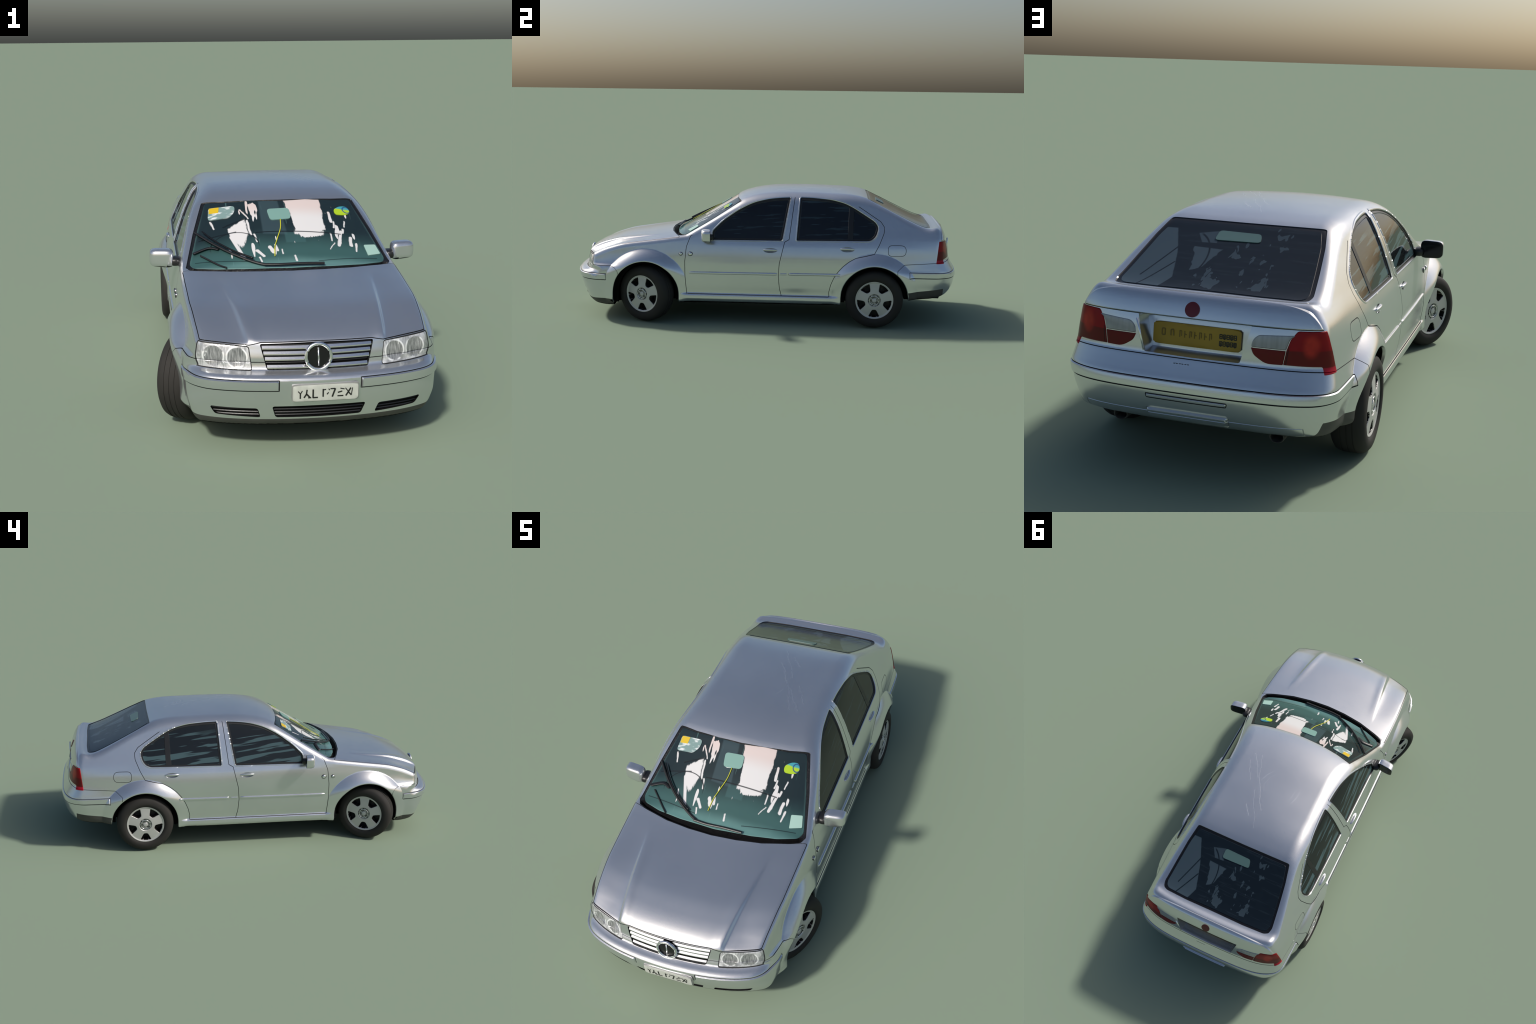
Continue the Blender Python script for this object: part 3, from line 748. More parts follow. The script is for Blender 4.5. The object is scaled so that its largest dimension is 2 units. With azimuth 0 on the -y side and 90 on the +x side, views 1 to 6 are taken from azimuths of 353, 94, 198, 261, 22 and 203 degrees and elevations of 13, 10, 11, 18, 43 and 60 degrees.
# windows: raised bright lip, black surround, glass set in
for g in (FRONT_WINDOW, REAR_WINDOW): S.push(lambda P, g=g: np.abs(sx(g)(P)-.0032)-.0032, .0022, .0018)
for g in (FRONT_WINDOW, REAR_WINDOW): S.push(sx(g), -.0035, .0025)
S.push(tp(SCREEN), -.003, .0025); S.push(tp(REAR_SCREEN), -.0025, .0025)
glass_side = [lambda P: sx(FRONT_WINDOW)(P)+.0085,
              lambda P: np.maximum(sx(REAR_WINDOW)(P)+.0085, P[:, 1]-(.4365+(P[:, 2]-.44)*.04)),
              lambda P: np.maximum(sx(REAR_WINDOW)(P)+.0085, (.463+(P[:, 2]-.44)*.02)-P[:, 1])]
for g in glass_side: S.push(g, -.0015, .0015)
cowl_g = lambda P: np.maximum(np.maximum(tp(SCREEN)(P)+.004, -tp(SCREEN_GLASS)(P)), P[:, 1]+.405+.0*P[:, 0])
S.push(cowl_g, -.034, .011)
S.push(tp(SCREEN_GLASS), .002, .002); S.push(tp(REAR_GLASS), .0015, .0015)
# lamps, grille, intakes, recess for the rear plate
S.push(lamp_g, -.0015, .003)
for c, r in (((.236, .298), .029), ((.303, .300), .030)):       # two reflector bowls
    g = lambda P, c=c, r=r: np.maximum(np.hypot(P[:, 0]-c[0], P[:, 2]-c[1])-r, lamp_g(P)+.004)
    S.cut(g)
    m = g(S.V) < 0
    q = np.hypot(S.V[m, 0]-c[0], S.V[m, 2]-c[1])/r
    S.D[m] += np.array([0, 1., 0])*(.005*np.clip(1-q*q, 0, 1)[:, None])
S.push(fr(GRILLE), .014, .003, (0, 1, 0))
for g in (INTAKE, INTAKE_S): S.push(fr(g), .008, .003, (0, 1, 0))
S.push(rr(RECESS, .9), -.048, .004, (0, 1, 0))
for g in (rr(RED_LOW), rr(CLEAR)): S.push(g, .002, .002)
S.push(red_g, .0025, .002)
S.push(trunk_top, .004, .004)
S.groove(strip_f, .0013, .0035); S.groove(strip_r, .0013, .0035)
S.push(lambda P: strip_f(P)+.0013, .0045, .003); S.push(lambda P: strip_r(P)+.0013, .0030, .0025)
S.groove(rr(TOW, .9), .0012, .003); S.groove(rr(REFL, .9), .0012, .004)
S.push(lambda P: rr(TOW, .9)(P)+.0012, .010, .005, (0, 1, 0)); S.push(lambda P: rr(REFL, .9)(P)+.0012, .006, .003, (0, 1, 0))
# handle cups
HANDLES = [(.046, .389), (.436, .401)]
cups = [lambda P, c=c: np.maximum((np.sqrt(((P[:, 1]-c[0])/.034)**2+((P[:, 2]-c[1]+.004)/.0125)**2)-1)*.0125, .3-P[:, 0]) for c in HANDLES]
for g in cups:
    S.cut(g); m = g(S.V) < 0; q = g(S.V[m])/-.0125
    S.D[m] -= normal_at(S.V[m])*(.010*np.sqrt(np.clip(q*(2-q), 0, 1))[:, None])
# cuts that only separate colours or parts
for g in (lip_f, side_lip_r, lambda P: np.where(P[:, 1] > .89, TRUNK_Z+.0022-P[:, 2], 1.0), lambda P: np.maximum(P[:, 2]-.1525, np.abs(P[:, 1]-.0)-.43), lambda P: .905-P[:, 1],
          lambda P: np.maximum(rr(RECESS, .9)(P), 0*P[:, 0]-1)): S.cut(g)

C = S.centroid(); W = S.V+S.D; tri = W[S.T]
fn = np.cross(tri[:, 1]-tri[:, 0], tri[:, 2]-tri[:, 0]); area = np.linalg.norm(fn, axis=1); fn /= (area[:, None]+1e-20)
good = area > 1e-12
part = np.full(len(C), 'quarter_panel', object)
y, z, x = C[:, 1], C[:, 2], C[:, 0]
part[y < -.2] = 'front_fender'
part[(z > .60) | ((z > .50) & (x < .25))] = 'roof'
part[(y > .53) & (z > .445) & (x < .30)] = 'boot_lid'; part[(y > .905) & (z > .34)] = 'boot_lid'
part[(sx(FRONT_DOOR)(C) < 0)] = 'front_door'; part[(sx(REAR_DOOR)(C) < 0)] = 'rear_door'
part[(z < .1525) & (np.abs(y) < .43)] = 'side_sill'
part[hood_g(C) < 0] = 'bonnet'
part[bumper_f(C) < 0] = 'front_bumper'; part[(y < -.86) & (z < .35) & (hood_g(C) > 0)] = 'front_bumper'
part[bumper_r(C) < 0] = 'rear_bumper'
part[sx(FUEL)(C) < 0] = 'fuel_flap'
for g in (FRONT_WINDOW, REAR_WINDOW): part[sx(g)(C) < 0] = 'window_seal'
part[glass_side[0](C) < 0] = 'front_window'; part[glass_side[1](C) < 0] = 'rear_window'; part[glass_side[2](C) < 0] = 'quarter_window'
part[tp(SCREEN)(C) < 0] = 'windscreen_seal'; part[tp(SCREEN_GLASS)(C) < 0] = 'windscreen'
part[tp(REAR_SCREEN)(C) < 0] = 'rear_screen_seal'; part[tp(REAR_GLASS)(C) < 0] = 'rear_screen'
part[lamp_g(C) < 0] = 'headlamp'
part[fr(GRILLE)(C) < 0] = 'grille_recess'
for g in (INTAKE, INTAKE_S): part[fr(g)(C) < 0] = 'air_intake'
part[rr(RECESS, .9)(C) < 0] = 'plate_recess'
part[rr(RED_LOW)(C) < 0] = 'tail_lamp'; part[red_g(C) < 0] = 'tail_lamp'; part[rr(CLEAR)(C) < 0] = 'reversing_lamp'
part[lip_f(C) < 0] = 'front_lip'; part[side_lip_r(C) < 0] = 'rear_valance'
nrm = normal_at(S.V)
under = (fn[:, 2] < -.75) & (z < .16)
part[under] = 'underbody'

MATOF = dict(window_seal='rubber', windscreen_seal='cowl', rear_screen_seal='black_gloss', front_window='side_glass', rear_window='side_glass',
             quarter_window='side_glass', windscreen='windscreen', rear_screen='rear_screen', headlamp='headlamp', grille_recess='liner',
             air_intake='liner', tail_lamp='red_lamp', reversing_lamp='clear_lamp', front_lip='plastic', rear_valance='plastic',
             underbody='liner', wheel_arch_liner='liner')
PAIRED = {'quarter_panel', 'front_fender', 'front_door', 'rear_door', 'side_sill', 'fuel_flap', 'window_seal', 'front_window', 'rear_window',
          'quarter_window', 'headlamp', 'tail_lamp', 'reversing_lamp', 'rear_valance', 'wheel_arch_liner'}
# shading normals: the field's own on the skin, flat on groove and recess walls
Dm = np.linalg.norm(S.D[S.T]-S.D[S.T][:, :1], axis=2).max(1)
cn = nrm[S.T]
flat = (Dm > 2e-4) | ((cn*fn[:, None]).sum(2).min(1) < .6)
cn = np.where(flat[:, None, None], fn[:, None, :], cn)
bowl = (part == 'headlamp') & (lamp_g(C) < -.003) & good       # reflector bowls: averaged normals of the pressed mesh
acc = np.zeros_like(W)
for k in range(3): np.add.at(acc, S.T[bowl, k], fn[bowl]*area[bowl, None])
acc /= np.linalg.norm(acc, axis=1)[:, None]+1e-20
cn[bowl] = acc[S.T[bowl]]
groove_face = np.zeros(len(C), bool)
for g, w in ((sx(FRONT_DOOR), .0014), (sx(REAR_DOOR), .0014), (sx(FUEL), .0012), (hood_g, .0012), (bumper_f, .0012), (bumper_r, .0012), (strip_f, .0013), (strip_r, .0013), (rr(REFL, .9), .0012)):
    groove_face |= (np.abs(g(C)) < w) & (Dm > 1e-3)
groove_face |= (trunk_top(C) < 0) & (z < TRUNK_Z+.0022) & (y > .90)
paintable = ~np.isin(part, list(MATOF))
groove_face &= paintable
groove_face |= (part == 'headlamp') & (lamp_g(C) > -.0030)
groove_face |= (part == 'grille_recess') & (fr(GRILLE)(C) > -.0015)

OBJ = {}
def emit(name, sel):
    Tm = S.T[sel]; u, inv = np.unique(Tm, return_inverse=True); Fm = inv.reshape(-1, 3)
    Vm = W[u]; Nm = cn[sel]; gm = groove_face[sel].astype(int)
    mats = [MT[MATOF.get(name, 'paint')], MT['seam']]
    if name == 'plate_recess': mats = [MT['paint'], MT['seam']]
    fl = np.array([-1, 1, 1.])
    if name in PAIRED:
        OBJ[name] = [add(name, Vm, Fm, None, normals=Nm.reshape(-1, 3), mats=mats, face_mat=gm),
                     add(name, Vm*fl, Fm[:, ::-1], None, normals=(Nm*fl)[:, ::-1].reshape(-1, 3), mats=mats, face_mat=gm)]
    else:
        k = len(Vm); mid = np.abs(S.V[u][:, 0]) < 1e-9
        remap = np.where(mid, np.arange(k), np.cumsum(~mid)-1+k)
        V2 = np.vstack([Vm, (Vm*fl)[~mid]])
        F2 = np.vstack([Fm, remap[Fm][:, ::-1]])
        N2 = np.vstack([Nm.reshape(-1, 3), (Nm*fl)[:, ::-1].reshape(-1, 3)])
        OBJ[name] = [add(name, V2, F2, None, normals=N2, mats=mats, face_mat=np.concatenate([gm, gm]))]
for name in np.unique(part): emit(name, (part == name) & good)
for g, d in (('front_window', 'front_door'), ('rear_window', 'rear_door'), ('quarter_window', 'rear_door')):
    for a, b in zip(OBJ[g], OBJ[d]): a.parent = b

# ------------------------------------------------------------------ wheel housings
for key, wy in WHEEL_Y.items():
    ang = np.linspace(0, math.pi, 61)
    zb, zf = [np.interp(wy+q*ARCH_IN, [-.80, -.75, -.40, .40, .75], [.085, .088, .108, .114, .142])+.004 for q in (1, -1)]
    loop = [(ARCH_IN, z) for z in np.linspace(min(zb, .143), WHEEL_Z, 8)[:-1]]
    loop = [(wy+a, z) for a, z in loop] + [(wy+ARCH_IN*math.cos(a), WHEEL_Z+ARCH_IN/.985*math.sin(a)) for a in ang] + [(wy-a, z) for a, z in [(ARCH_IN, z) for z in np.linspace(WHEEL_Z, zf, 8)[1:]]]
    L2 = np.array(loop); edge = on_side(L2, 0)[:, 0]; edge = np.where(edge < .30, .36, edge)
    n = len(L2); V = []; F = []; fm = []
    rows = [edge, edge-.0015, edge-.011, np.full(n, .352), np.full(n, .352), np.full(n, .262)]
    sc = [1, .985, .982, .98, .87, .87]
    cz = WHEEL_Z
    for xr, k in zip(rows, sc):
        for i in range(n):
            yy, zz = L2[i]; V.append((xr[i], wy+(yy-wy)*k, zz if zz < cz else cz+(zz-cz)*k))
    for r in range(len(rows)-1):
        for i in range(n-1):
            F.append((r*n+i, (r+1)*n+i, (r+1)*n+i+1, r*n+i+1)); fm.append(0 if r < 2 else 1)
    o = (len(rows)-1)*n
    F.append(tuple(o+i for i in range(n))); fm.append(1)
    for sgn in (1, -1):
        add('wheel_arch_liner', np.array(V)*np.array([sgn, 1, 1]), [f if sgn > 0 else f[::-1] for f in F], None, mats=[MT['paint'], MT['liner']], face_mat=fm, angle=35)

# ------------------------------------------------------------------ wheels
def wheel_mesh():
    """tyre, five-spoke rim and hub, outer side towards +x, centre at the origin"""
    R, hw = .1455, .052
    prof = [(-hw+.006, .094), (-hw, .108), (-hw+.002, .128), (-hw+.010, .139), (-hw+.020, .1435)]
    for g in (-.018, 0, .018):
        prof += [(g-.0022, R), (g-.0016, R-.0018), (g+.0016, R-.0018), (g+.0022, R)]
    prof += [(hw-.020, .1435), (hw-.010, .139), (hw-.003, .130), (hw, .116), (hw, .108), (hw-.004, .099), (hw-.010, .0955), (hw-.010, .088), (-hw+.006, .088)]
    tyre = lathe([(a, r) for a, r in prof], 96)
    # rim face: polar sheet with five openings pressed in
    nr, na = 34, 150
    V = [(0, 0, 0)]; F = []
    for i in range(1, nr+1):
        r = .0955*i/nr
        for k in range(na):
            q = 2*math.pi*(k+.5*(i % 2))/na; V.append((0, r*math.cos(q), r*math.sin(q)))
    for k in range(na): F.append((0, 1+k, 1+(k+1) % na))
    for i in range(nr-1):
        a, b = 1+i*na, 1+(i+1)*na
        for k in range(na):
            j = (k+1) % na
            if i % 2 == 0: F += [(a+k, b+k, b+j), (a+k, b+j, a+j)]
            else: F += [(a+k, b+k, a+j), (b+k, b+j, a+j)]
    sk = Skin(np.array(V), np.array(F))
    def opening(P):
        r = np.hypot(P[:, 1], P[:, 2]); q = np.arctan2(P[:, 2], P[:, 1])-math.pi/2+math.pi/5
        q = (q+math.pi/5) % (2*math.pi/5)-math.pi/5
        u, v = r*np.cos(q), r*np.sin(q)
        poly = rounded([(.047, -.011), (.047, .011), (.0835, .0300), (.0890, .0), (.0835, -.0300)], [.009, .009, .007, .01, .007])
        return poly_sd(u, v, poly)
    sk.cut(opening, 0); sk.cut(opening, -.0035)
    o = opening(sk.V)
    r = np.hypot(sk.V[:, 1], sk.V[:, 2])
    ax = .0455 + .004*np.cos(r/.0955*2.4) - .010*sstep(.020, .033, r)*0 + .003*sstep(.088, .0925, r)
    ax = ax - .0035*sstep(.034, .030, r) - .004*sstep(-.0, -.0035, o) - .036*(o < -.0033)
    Vw = sk.V.copy(); Vw[:, 0] = ax
    c = sk.centroid(); oc = opening(c); rc = np.hypot(c[:, 1], c[:, 2])
    fm = np.where(oc < -.0015, 1, np.where(rc < .0315, 2, 0))
    return tyre, (Vw, sk.T, fm)

TYRE, RIM = wheel_mesh()
me_t = me_r = None
def place_wheel(front, side):
    global me_t, me_r
    if me_t is None:
        t = add('tyre', TYRE[0], TYRE[1], MT['tyre'], angle=40); r = add('rim', RIM[0], RIM[1], None, mats=[MT['alloy'], MT['rim_dark'], MT['hub']], face_mat=RIM[2], angle=30)
        me_t, me_r = t.data, r.data; bpy.data.objects.remove(t); bpy.data.objects.remove(r)
    e = bpy.data.objects.new('wheel', None); bpy.context.scene.collection.objects.link(e); e.parent = CAR
    yw = WHEEL_Y['front' if front else 'rear'] - ((0 if side > 0 else .012) if front else 0); xw = (.352 if side > 0 else .362) if front else .367
    e.location = (side*xw, yw, .1455)
    steer = math.radians(-24 if side > 0 else -28) if front else 0
    e.rotation_euler = (0, 0, steer + (0 if side > 0 else math.pi))
    for nm, me in (('tyre', me_t), ('rim', me_r)):
        o = bpy.data.objects.new(nm, me); bpy.context.scene.collection.objects.link(o); o.parent = e
    ring = [(.0475, .024*math.cos(q), .024*math.sin(q)) for q in np.linspace(0, 2*math.pi, 32, endpoint=False)]
    Vr, Fr = tube(ring, .0016, 6, closed=True); add('hub_ring', Vr, Fr, MT['chrome'], parent=e)
    Vb, Fb = blob((.0455, 0, 0), (.0035, .012, .012), 2.2, 10); add('hub_boss', Vb, Fb, MT['alloy'], parent=e)
for front in (True, False):
    for side in (1, -1): place_wheel(front, side)

# ------------------------------------------------------------------ door mirrors
def mirror_shape(V):
    V = V.copy(); b = V[:, 1] > .25
    V[:, 1] = np.where(b, .25+(V[:, 1]-.25)*.12, V[:, 1])
    t = (V[:, 0]+1)/2
    V[:, 2] *= 1-.10*t; V[:, 1] += .35*t; V[:, 2] += .10*t
    return V
Vm, Fm = blob((.432, -.272, .4575), (.042, .034, .0335), 4.5, 22, mirror_shape)
cy = np.array([Vm[list(f)].mean(0) for f in Fm])
nf = np.array([np.cross(Vm[f[1]]-Vm[f[0]], Vm[f[3]]-Vm[f[1]]) for f in Fm]); nf /= np.linalg.norm(nf, axis=1)[:, None]+1e-12
fmat = np.where((nf[:, 1] > .75) | (cy[:, 2] < .434), 1, 0)
for s in (1, -1):
    f = [q if s > 0 else q[::-1] for q in Fm]
    add('door_mirror', Vm*np.array([s, 1, 1]), f, None, mats=[MT['paint'], MT['black_gloss']], face_mat=fmat, angle=50)
    Vf, Ff = blob((s*.384, -.272, .446), (.020, .030, .016), 3, 12); add('mirror_foot', Vf, Ff, MT['rubber'])

# ------------------------------------------------------------------ handles, locks, rubbing strips
for (hy, hz), dn in zip(HANDLES, ('front_door', 'rear_door')):
    xs = on_side(np.array([[hy, hz]]), 0)[0]
    tilt = lambda V: np.column_stack([V[:, 0]-.55*V[:, 1]**2, V[:, 1], V[:, 2]+.25*(1-V[:, 1]**2)])
    Vh, Fh = blob((xs[0]+.0045, hy, hz-.0015), (.0065, .037, .0055), 2.8, 14, tilt)
    for s, d in zip((1, -1), OBJ[dn]):
        add('door_handle', Vh*np.array([s, 1, 1]), [q if s > 0 else q[::-1] for q in Fh], MT['paint'], parent=d)
for ky, kz, r in ((-.411, .3585, .0085), (-.362, .3590, .0105)):
    xs = on_side(np.array([[ky, kz]]), 0)[0]
    Vk, Fk = blob((xs[0]+.001, ky, kz), (.006, r, r*.9), 2.3, 10)
    ring = [(xs[0]+.002, ky+r*1.05*math.cos(q), kz+r*.95*math.sin(q)) for q in np.linspace(0, 2*math.pi, 20, endpoint=False)]
    Vr, Fr = tube(ring, .0016, 6, closed=True)
    for s in (1, -1):
        add('side_lamp', Vk*np.array([s, 1, 1]), [q if s > 0 else q[::-1] for q in Fk], MT['chrome'])
        add('lamp_surround', Vr*np.array([s, 1, 1]), [q if s > 0 else q[::-1] for q in Fr], MT['rubber'])

def molding(y0, y1, z0, z1, h=.0068, out=.0065, n=40):
    ys = np.linspace(y0, y1, n); zs = np.linspace(z0, z1, n)
    base = on_side(np.column_stack([ys, zs]), 0)
    V = []; F = []; k = 9
    for i in range(n):
        e = min(1, math.sqrt(max(0, 1-(1-min(i, n-1-i)/1.5)**2))) if min(i, n-1-i) < 1.5 else 1
        for j in range(k):
            t = math.pi*j/(k-1)-math.pi/2
            V.append(base[i]+np.array([out*e*math.cos(t)**.5-.001, 0, h*math.sin(t)*(.5+.5*e)]))
    for i in range(n-1):
        for j in range(k-1): F.append((i*k+j, (i+1)*k+j, (i+1)*k+j+1, i*k+j+1))
    F += [tuple(range(k))[::-1], tuple((n-1)*k+j for j in range(k))]
    return np.array(V), [f[::-1] for f in F]
for a, dn in (((-.371, .086, .2625, .2655), 'front_door'), ((.098, .132, .2655, .266), 'rear_door'), ((.139, .404, .2665, .2685), 'rear_door')):
    Vs, Fs = molding(*a, h=.0068 if a[1]-a[0] > .1 else .005, out=.0065 if a[1]-a[0] > .1 else .004)
    for s, d in zip((1, -1), OBJ[dn]):
        add('rubbing_strip', Vs*np.array([s, 1, 1]), [q[::-1] if s > 0 else q for q in Fs], MT['paint'], parent=d, angle=60)

# ------------------------------------------------------------------ grille, intakes, badge
def slat(x0, x1, zc, hh, depth, inset, n=24):
    """horizontal bar that follows the nose's plan curve"""
    xs = np.linspace(x0, x1, n)
    yb = on_front(np.column_stack([xs, np.full(n, zc)]), 0)[:, 1]+inset
    sec = [(0, -hh), (.0005, -hh*.3), (hh*1.3, hh), (depth, hh), (depth, -hh)]; k = len(sec)
    V = [(xs[i], yb[i]+a, zc+b) for i in range(n) for a, b in sec]; F = []
    for i in range(n-1):
        for j in range(k): F.append((i*k+j, i*k+(j+1) % k, (i+1)*k+(j+1) % k, (i+1)*k+j))
    F += [tuple(range(k))[::-1], tuple((n-1)*k+j for j in range(k))]
    return np.array(V), [f[::-1] for f in F]
for i, zc in enumerate((.3265, .3105, .2945, .2715)):
    xe = .150+(zc-.264)*.25-.003
    Vs, Fs = slat(-xe, xe, zc, .0047, .012, .001); add('grille_slat', Vs, Fs, MT['chrome'], angle=30)
for zc in (.333, .318, .302, .283):
    xe = .150+(zc-.264)*.25-.003
    Vs, Fs = slat(-xe, xe, zc, .0016, .010, .009); add('grille_bar', Vs, Fs, MT['rubber'], angle=30)
for zc in (.128, .138, .149):
    xe = .129+(zc-.12)*.28-.003
    Vs, Fs = slat(-xe, xe, zc, .0022, .010, .006); add('intake_slat', Vs, Fs, MT['rubber'], angle=30)
    for s in (1, -1):
        a, b = sorted((s*(.172+(zc-.12)*.3), s*(.301+(zc-.127)*.5)))
        Vs, Fs = slat(a, b, zc+.0015, .0020, .009, .006); add('intake_slat', Vs, Fs, MT['rubber'], angle=30)
by = on_front(np.array([[0, .303]]), 0)[0][1]
tl = .12
def badge_pt(r, q, out): return (r*math.cos(q), by-.006-out+tl*(r*math.sin(q)), .3015+r*1.02*math.sin(q))
ring = [badge_pt(.037, q, .001) for q in np.linspace(0, 2*math.pi, 48, endpoint=False)]
Vr, Fr = tube(ring, .0055, 10, closed=True); badge = add('badge_ring', Vr, Fr, MT['chrome'])
k = 40; Vd = [badge_pt(0, 0, 0)]+[badge_pt(.034, 2*math.pi*i/k, -.002) for i in range(k)]+[(badge_pt(.034, 2*math.pi*i/k, -.018)) for i in range(k)]
Fd = [(0, 1+(i+1) % k, 1+i) for i in range(k)]+[(1+i, 1+(i+1) % k, 1+k+(i+1) % k, 1+k+i) for i in range(k)]
add('badge_disc', Vd, [f[::-1] for f in Fd], MT['black_gloss'], angle=40)
Vb, Fb = tube([badge_pt(.026, math.pi/2, .001), badge_pt(.026, -math.pi/2, .001)], .0028, 8); add('badge_bar', Vb, Fb, MT['chrome'])

# ------------------------------------------------------------------ number plates
def box(c, half, r=.002):
    return blob(c, half, 14, 14)
def letters(strokes, origin, u, v, n, size, depth, mat, name):
    """strokes in unit cells, laid on a plane as thin bars"""
    o, u, v, n = [np.array(q, float) for q in (origin, u, v, n)]
    V = []; F = []
    for (x0, y0, x1, y1, w) in strokes:
        a = o+(u*x0+v*y0)*size; b = o+(u*x1+v*y1)*size; t = b-a; t /= np.linalg.norm(t)
        s = np.cross(n, t)*w*size*.5; k = len(V)
        V += [a-s, a+s, b+s, b-s, a-s+n*depth, a+s+n*depth, b+s+n*depth, b-s+n*depth]
        F += [tuple(k+i for i in q) for q in ((4, 7, 6, 5), (0, 1, 2, 3), (0, 4, 5, 1), (1, 5, 6, 2), (2, 6, 7, 3), (3, 7, 4, 0))]
    return add(name, V, [f[::-1] for f in F], mat, smooth=False)

pc = np.array([.0135, -.9985, .2065])
tilt = .10
Vp, Fp = blob((0, 0, 0), (.0955, .0028, .0245), 16, 18)
Rt = np.array([[1, 0, 0], [0, 1, tilt*-1], [0, tilt, 1]])
Vp = Vp@Rt.T+pc; plate = add('number_plate', Vp, Fp, MT['plate_white'], angle=35)
Vq, Fq = blob((0, .004, .0), (.0985, .004, .0275), 16, 14); add('plate_holder', Vq@Rt.T+pc, Fq, MT['plate_frame'], parent=plate, angle=35)
glyphs = []
def G(x, *ss): glyphs.extend([(x+a, b, x+c, d, w) for a, b, c, d, w in ss])
G(.0, (0, .8, .25, .5, .10), (.42, .85, .22, .5, .08), (.22, .5, .22, 0, .13))
G(.62, (.28, .95, .22, .45, .13), (.22, .45, -.02, .08, .14), (.22, .5, .62, .05, .16), (.4, .05, .72, .05, .10))
G(1.48, (.05, .95, .05, .05, .15), (.0, .05, .55, .05, .13))
G(2.50, (.06, .95, .06, .1, .14), (.06, .85, .35, .9, .09), (.62, .95, .72, .8, .10), (.62, .55, .45, .35, .09))
G(3.30, (.0, .95, .5, .95, .11), (.5, .95, .2, .05, .15))
G(4.02, (.3, .95, .72, .85, .09), (.05, .5, .5, .62, .12), (.02, .12, .62, .12, .12))
G(4.85, (.05, .1, .55, .95, .14), (.3, .5, .62, .15, .14), (.62, .15, .72, .95, .08), (.0, .95, .3, .55, .09))
letters(glyphs, pc+np.array([-.081, -.0032+.015*tilt, -.0150]), (1, 0, 0), (0, -tilt, 1), (0, -1, -tilt), .0285, .0008, MT['ink'], 'plate_lettering').parent = plate

yr = on_rear(np.array([[0, .40]]), 0)[0][1]-.048
Vp, Fp = blob((0, 0, 0), (.126, .0025, .030), 16, 16)
Rr = np.array([[1, 0, 0], [0, 1, -.12], [0, .12, 1]])
rp = np.array([.004, yr+.006, .391])
rplate = add('number_plate', Vp@Rr.T+rp, Fp, MT['plate_yellow'], angle=35)
gl = []
def boxglyph(x, y, w, h, t=.10): gl.extend([(x, y, x+w, y, t), (x, y+h, x+w, y+h, t), (x, y, x, y+h, t), (x+w, y, x+w, y+h, t)])
boxglyph(.25, .25, .25, .5); gl += [(1.0, .25, 1.0, .7, .1), (1.0, .7, 1.2, .75, .1), (1.2, .75, 1.25, .25, .1)]
for i in range(7):
    gx = 1.75+i*.42
    gl += [(gx, .2, gx, .72, .07)] + ([(gx, .45, gx+.18, .45, .07)] if i % 2 else [(gx, .7, gx+.16, .7, .07), (gx+.16, .7, gx+.16, .3, .06)])
letters(gl, rp+np.array([.108, .0046, -.013]), (-1, 0, 0), (0, -.12, 1), (0, 1, .12), .034, .0006, MT['ink_brown'], 'plate_lettering').parent = rplate
gl = []
for i in range(5):
    for j in range(2):
        gx, gz = i*.46, j*.85
        boxglyph(gx, gz, .30, .5, .10)
        if (i+j) % 2: gl += [(gx, gz+.25, gx+.3, gz+.25, .09)]
        else: gl += [(gx+.15, gz-.12, gx+.15, gz+.4, .09)]
letters(gl, rp+np.array([-.066, .0050, -.016]), (-1, 0, 0), (0, -.12, 1), (0, 1, .12), .022, .0006, MT['ink'], 'plate_lettering').parent = rplate
# small raised model lettering on the bumper, plain strokes
gl = []
for i in range(6): gl += [(i*.75, .0, i*.75+.45, .0, .18), (i*.75, .9, i*.75+.45, .9, .18), (i*.75+(0 if i % 2 else .45), 0, i*.75+(0 if i % 2 else .45), .9, .18)]
q = on_rear(np.array([[0.045, .331]]), .0)[0]
letters(gl, q+np.array([0, .0005, -.002]), (-1, 0, 0), (0, -.7, .7), (0, .7, .7), .0105, .001, MT['ink'], 'bumper_lettering')
# boot badge
Vd, Fd = decal([(.0065+.0205*math.cos(a), .4685+.0185*math.sin(a)) for a in np.linspace(0, 2*math.pi, 40, endpoint=False)], on_rear, .0065, 6)
add('boot_badge', Vd, Fd, MT['badge_red'], angle=40)
# recess trim beside the rear plate
Vt, Ft = tube([(.158, yr+.050, .436), (.1365, yr+.054, .352)], .0035, 8); add('recess_trim', Vt, Ft, MT['chrome'])

# ------------------------------------------------------------------ exhausts
for s in (1, -1):
    Ve, Fe = lathe([(-.07, .016), (0, .016), (.002, .0145), (0, .013), (-.05, .013)], 28)
    Ve = Ve[:, [1, 0, 2]]*np.array([1.35, 1, 1])
    o = add('exhaust_pipe', Ve, [f[::-1] for f in Fe], MT['plastic'], angle=40); o.location = (s*.228, .915, .142)

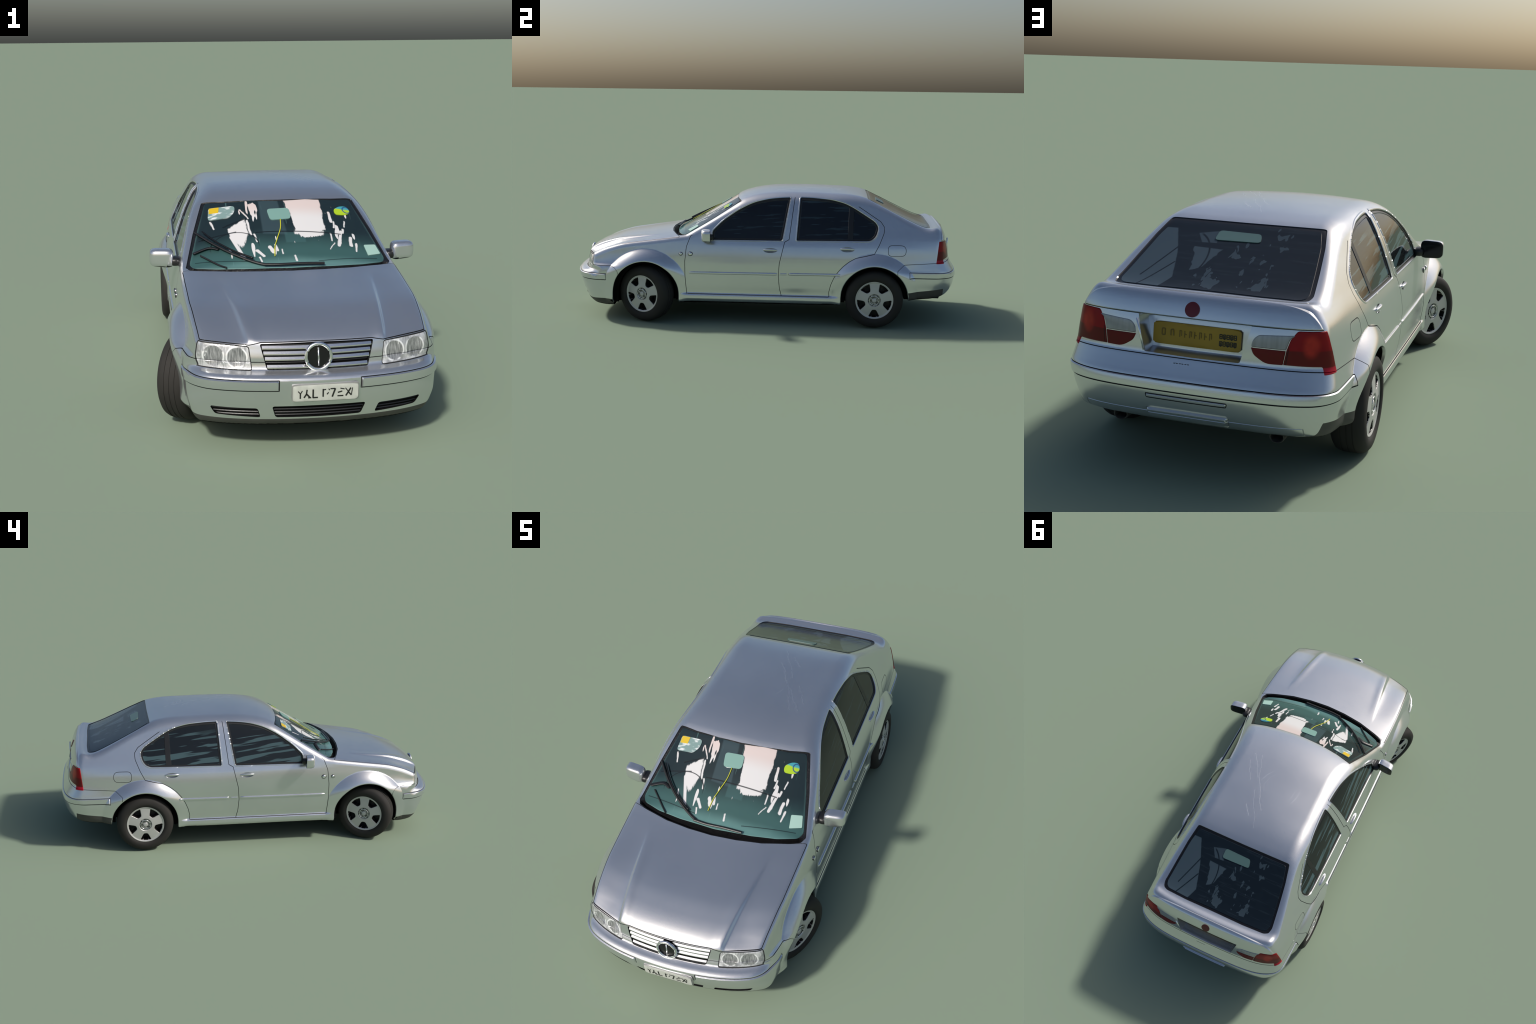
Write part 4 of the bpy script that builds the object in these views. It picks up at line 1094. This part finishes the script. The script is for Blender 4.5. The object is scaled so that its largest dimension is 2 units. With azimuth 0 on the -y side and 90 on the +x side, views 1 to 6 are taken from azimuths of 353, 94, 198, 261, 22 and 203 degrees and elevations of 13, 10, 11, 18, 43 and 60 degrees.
# ------------------------------------------------------------------ wipers and things on the windscreen
def glass_path(pts, lift, n=40):
    P = np.array(pts, float); d = np.r_[0, np.cumsum(np.linalg.norm(np.diff(P, axis=0), axis=1))]
    t = np.linspace(0, d[-1], n)
    return on_top(np.column_stack([pchip(d, P[:, 0], t), pchip(d, P[:, 1], t)]), lift)
w1 = glass_path([(-.312,-.250),(-.266,-.308),(-.200,-.374),(-.132,-.424),(-.085,-.452)], .006)
Vw, Fw = tube(w1, np.linspace(.0045, .006, len(w1)), 8, .8); wiper = add('wiper', Vw, Fw, MT['rubber'], angle=50)
w2 = glass_path([(-.285,-.262),(-.245,-.318),(-.185,-.378),(-.125,-.42)], .013)
Vw, Fw = tube(w2, np.linspace(.0025, .004, len(w2)), 8); add('wiper_arm', Vw, Fw, MT['black_gloss'], parent=wiper)
w3 = glass_path([(-.090,-.455),(-.03,-.461),(.04,-.459),(.112,-.460)], .008)
Vw, Fw = tube(w3, np.full(len(w3), .0062), 8, .8); wiper2 = add('wiper', Vw, Fw, MT['rubber'], angle=50)
w4 = glass_path([(-.30,-.362),(-.256,-.407),(-.218,-.448)], .004)
Vw, Fw = tube(w4, .003, 8); add('wiper', Vw, Fw, MT['rubber'])
w5 = glass_path([(-.325,-.345),(-.27,-.335),(-.235,-.350)], .004)
Vw, Fw = tube(w5, [.003]+[.009]*38+[.003], 8, .3); add('wiper_arm', Vw, Fw, MT['rubber'], parent=wiper)

def panel(name, outline, mat, thick, r=.01, where=on_top):
    Vd, Fd = decal(rounded(outline, r, 6), where, thick, 8); return add(name, Vd, Fd, mat, angle=50)
panel('interior_mirror', [(-.050,-.193),(.031,-.191),(.033,-.241),(-.043,-.245)], MT['mirror_teal'], .0025, .014)
vm = panel('visor_mirror', [(-.256,-.152),(-.162,-.163),(-.164,-.190),(-.186,-.214),(-.262,-.208)], MT['visor'], .0025, .012)
panel('yellow_label', [(-.254,-.154),(-.218,-.158),(-.222,-.182),(-.256,-.179)], MT['yellow'], .0035, .002).parent = vm
panel('paper_sticker', [(.275,-.341),(.318,-.329),(.328,-.370),(.281,-.388)], MT['sticker_pale'], .0015, .004)
panel('round_sticker', [(.196,-.187),(.222,-.166),(.252,-.162),(.259,-.192),(.235,-.207),(.200,-.210)], MT['round_sticker'], .0015, .014)
cp = glass_path([(-.006,-.243),(-.010,-.275),(-.030,-.33),(-.043,-.366),(-.049,-.408)], .002)
Vc, Fc = tube(cp, .0018, 6); add('hanging_cord', Vc, Fc, MT['cord'])
panel('rear_view_mirror', [(.070,.584),(-.061,.587),(-.070,.624),(.071,.627)], MT['mirror_dim'], .0015, .012)

bpy.context.view_layer.update()
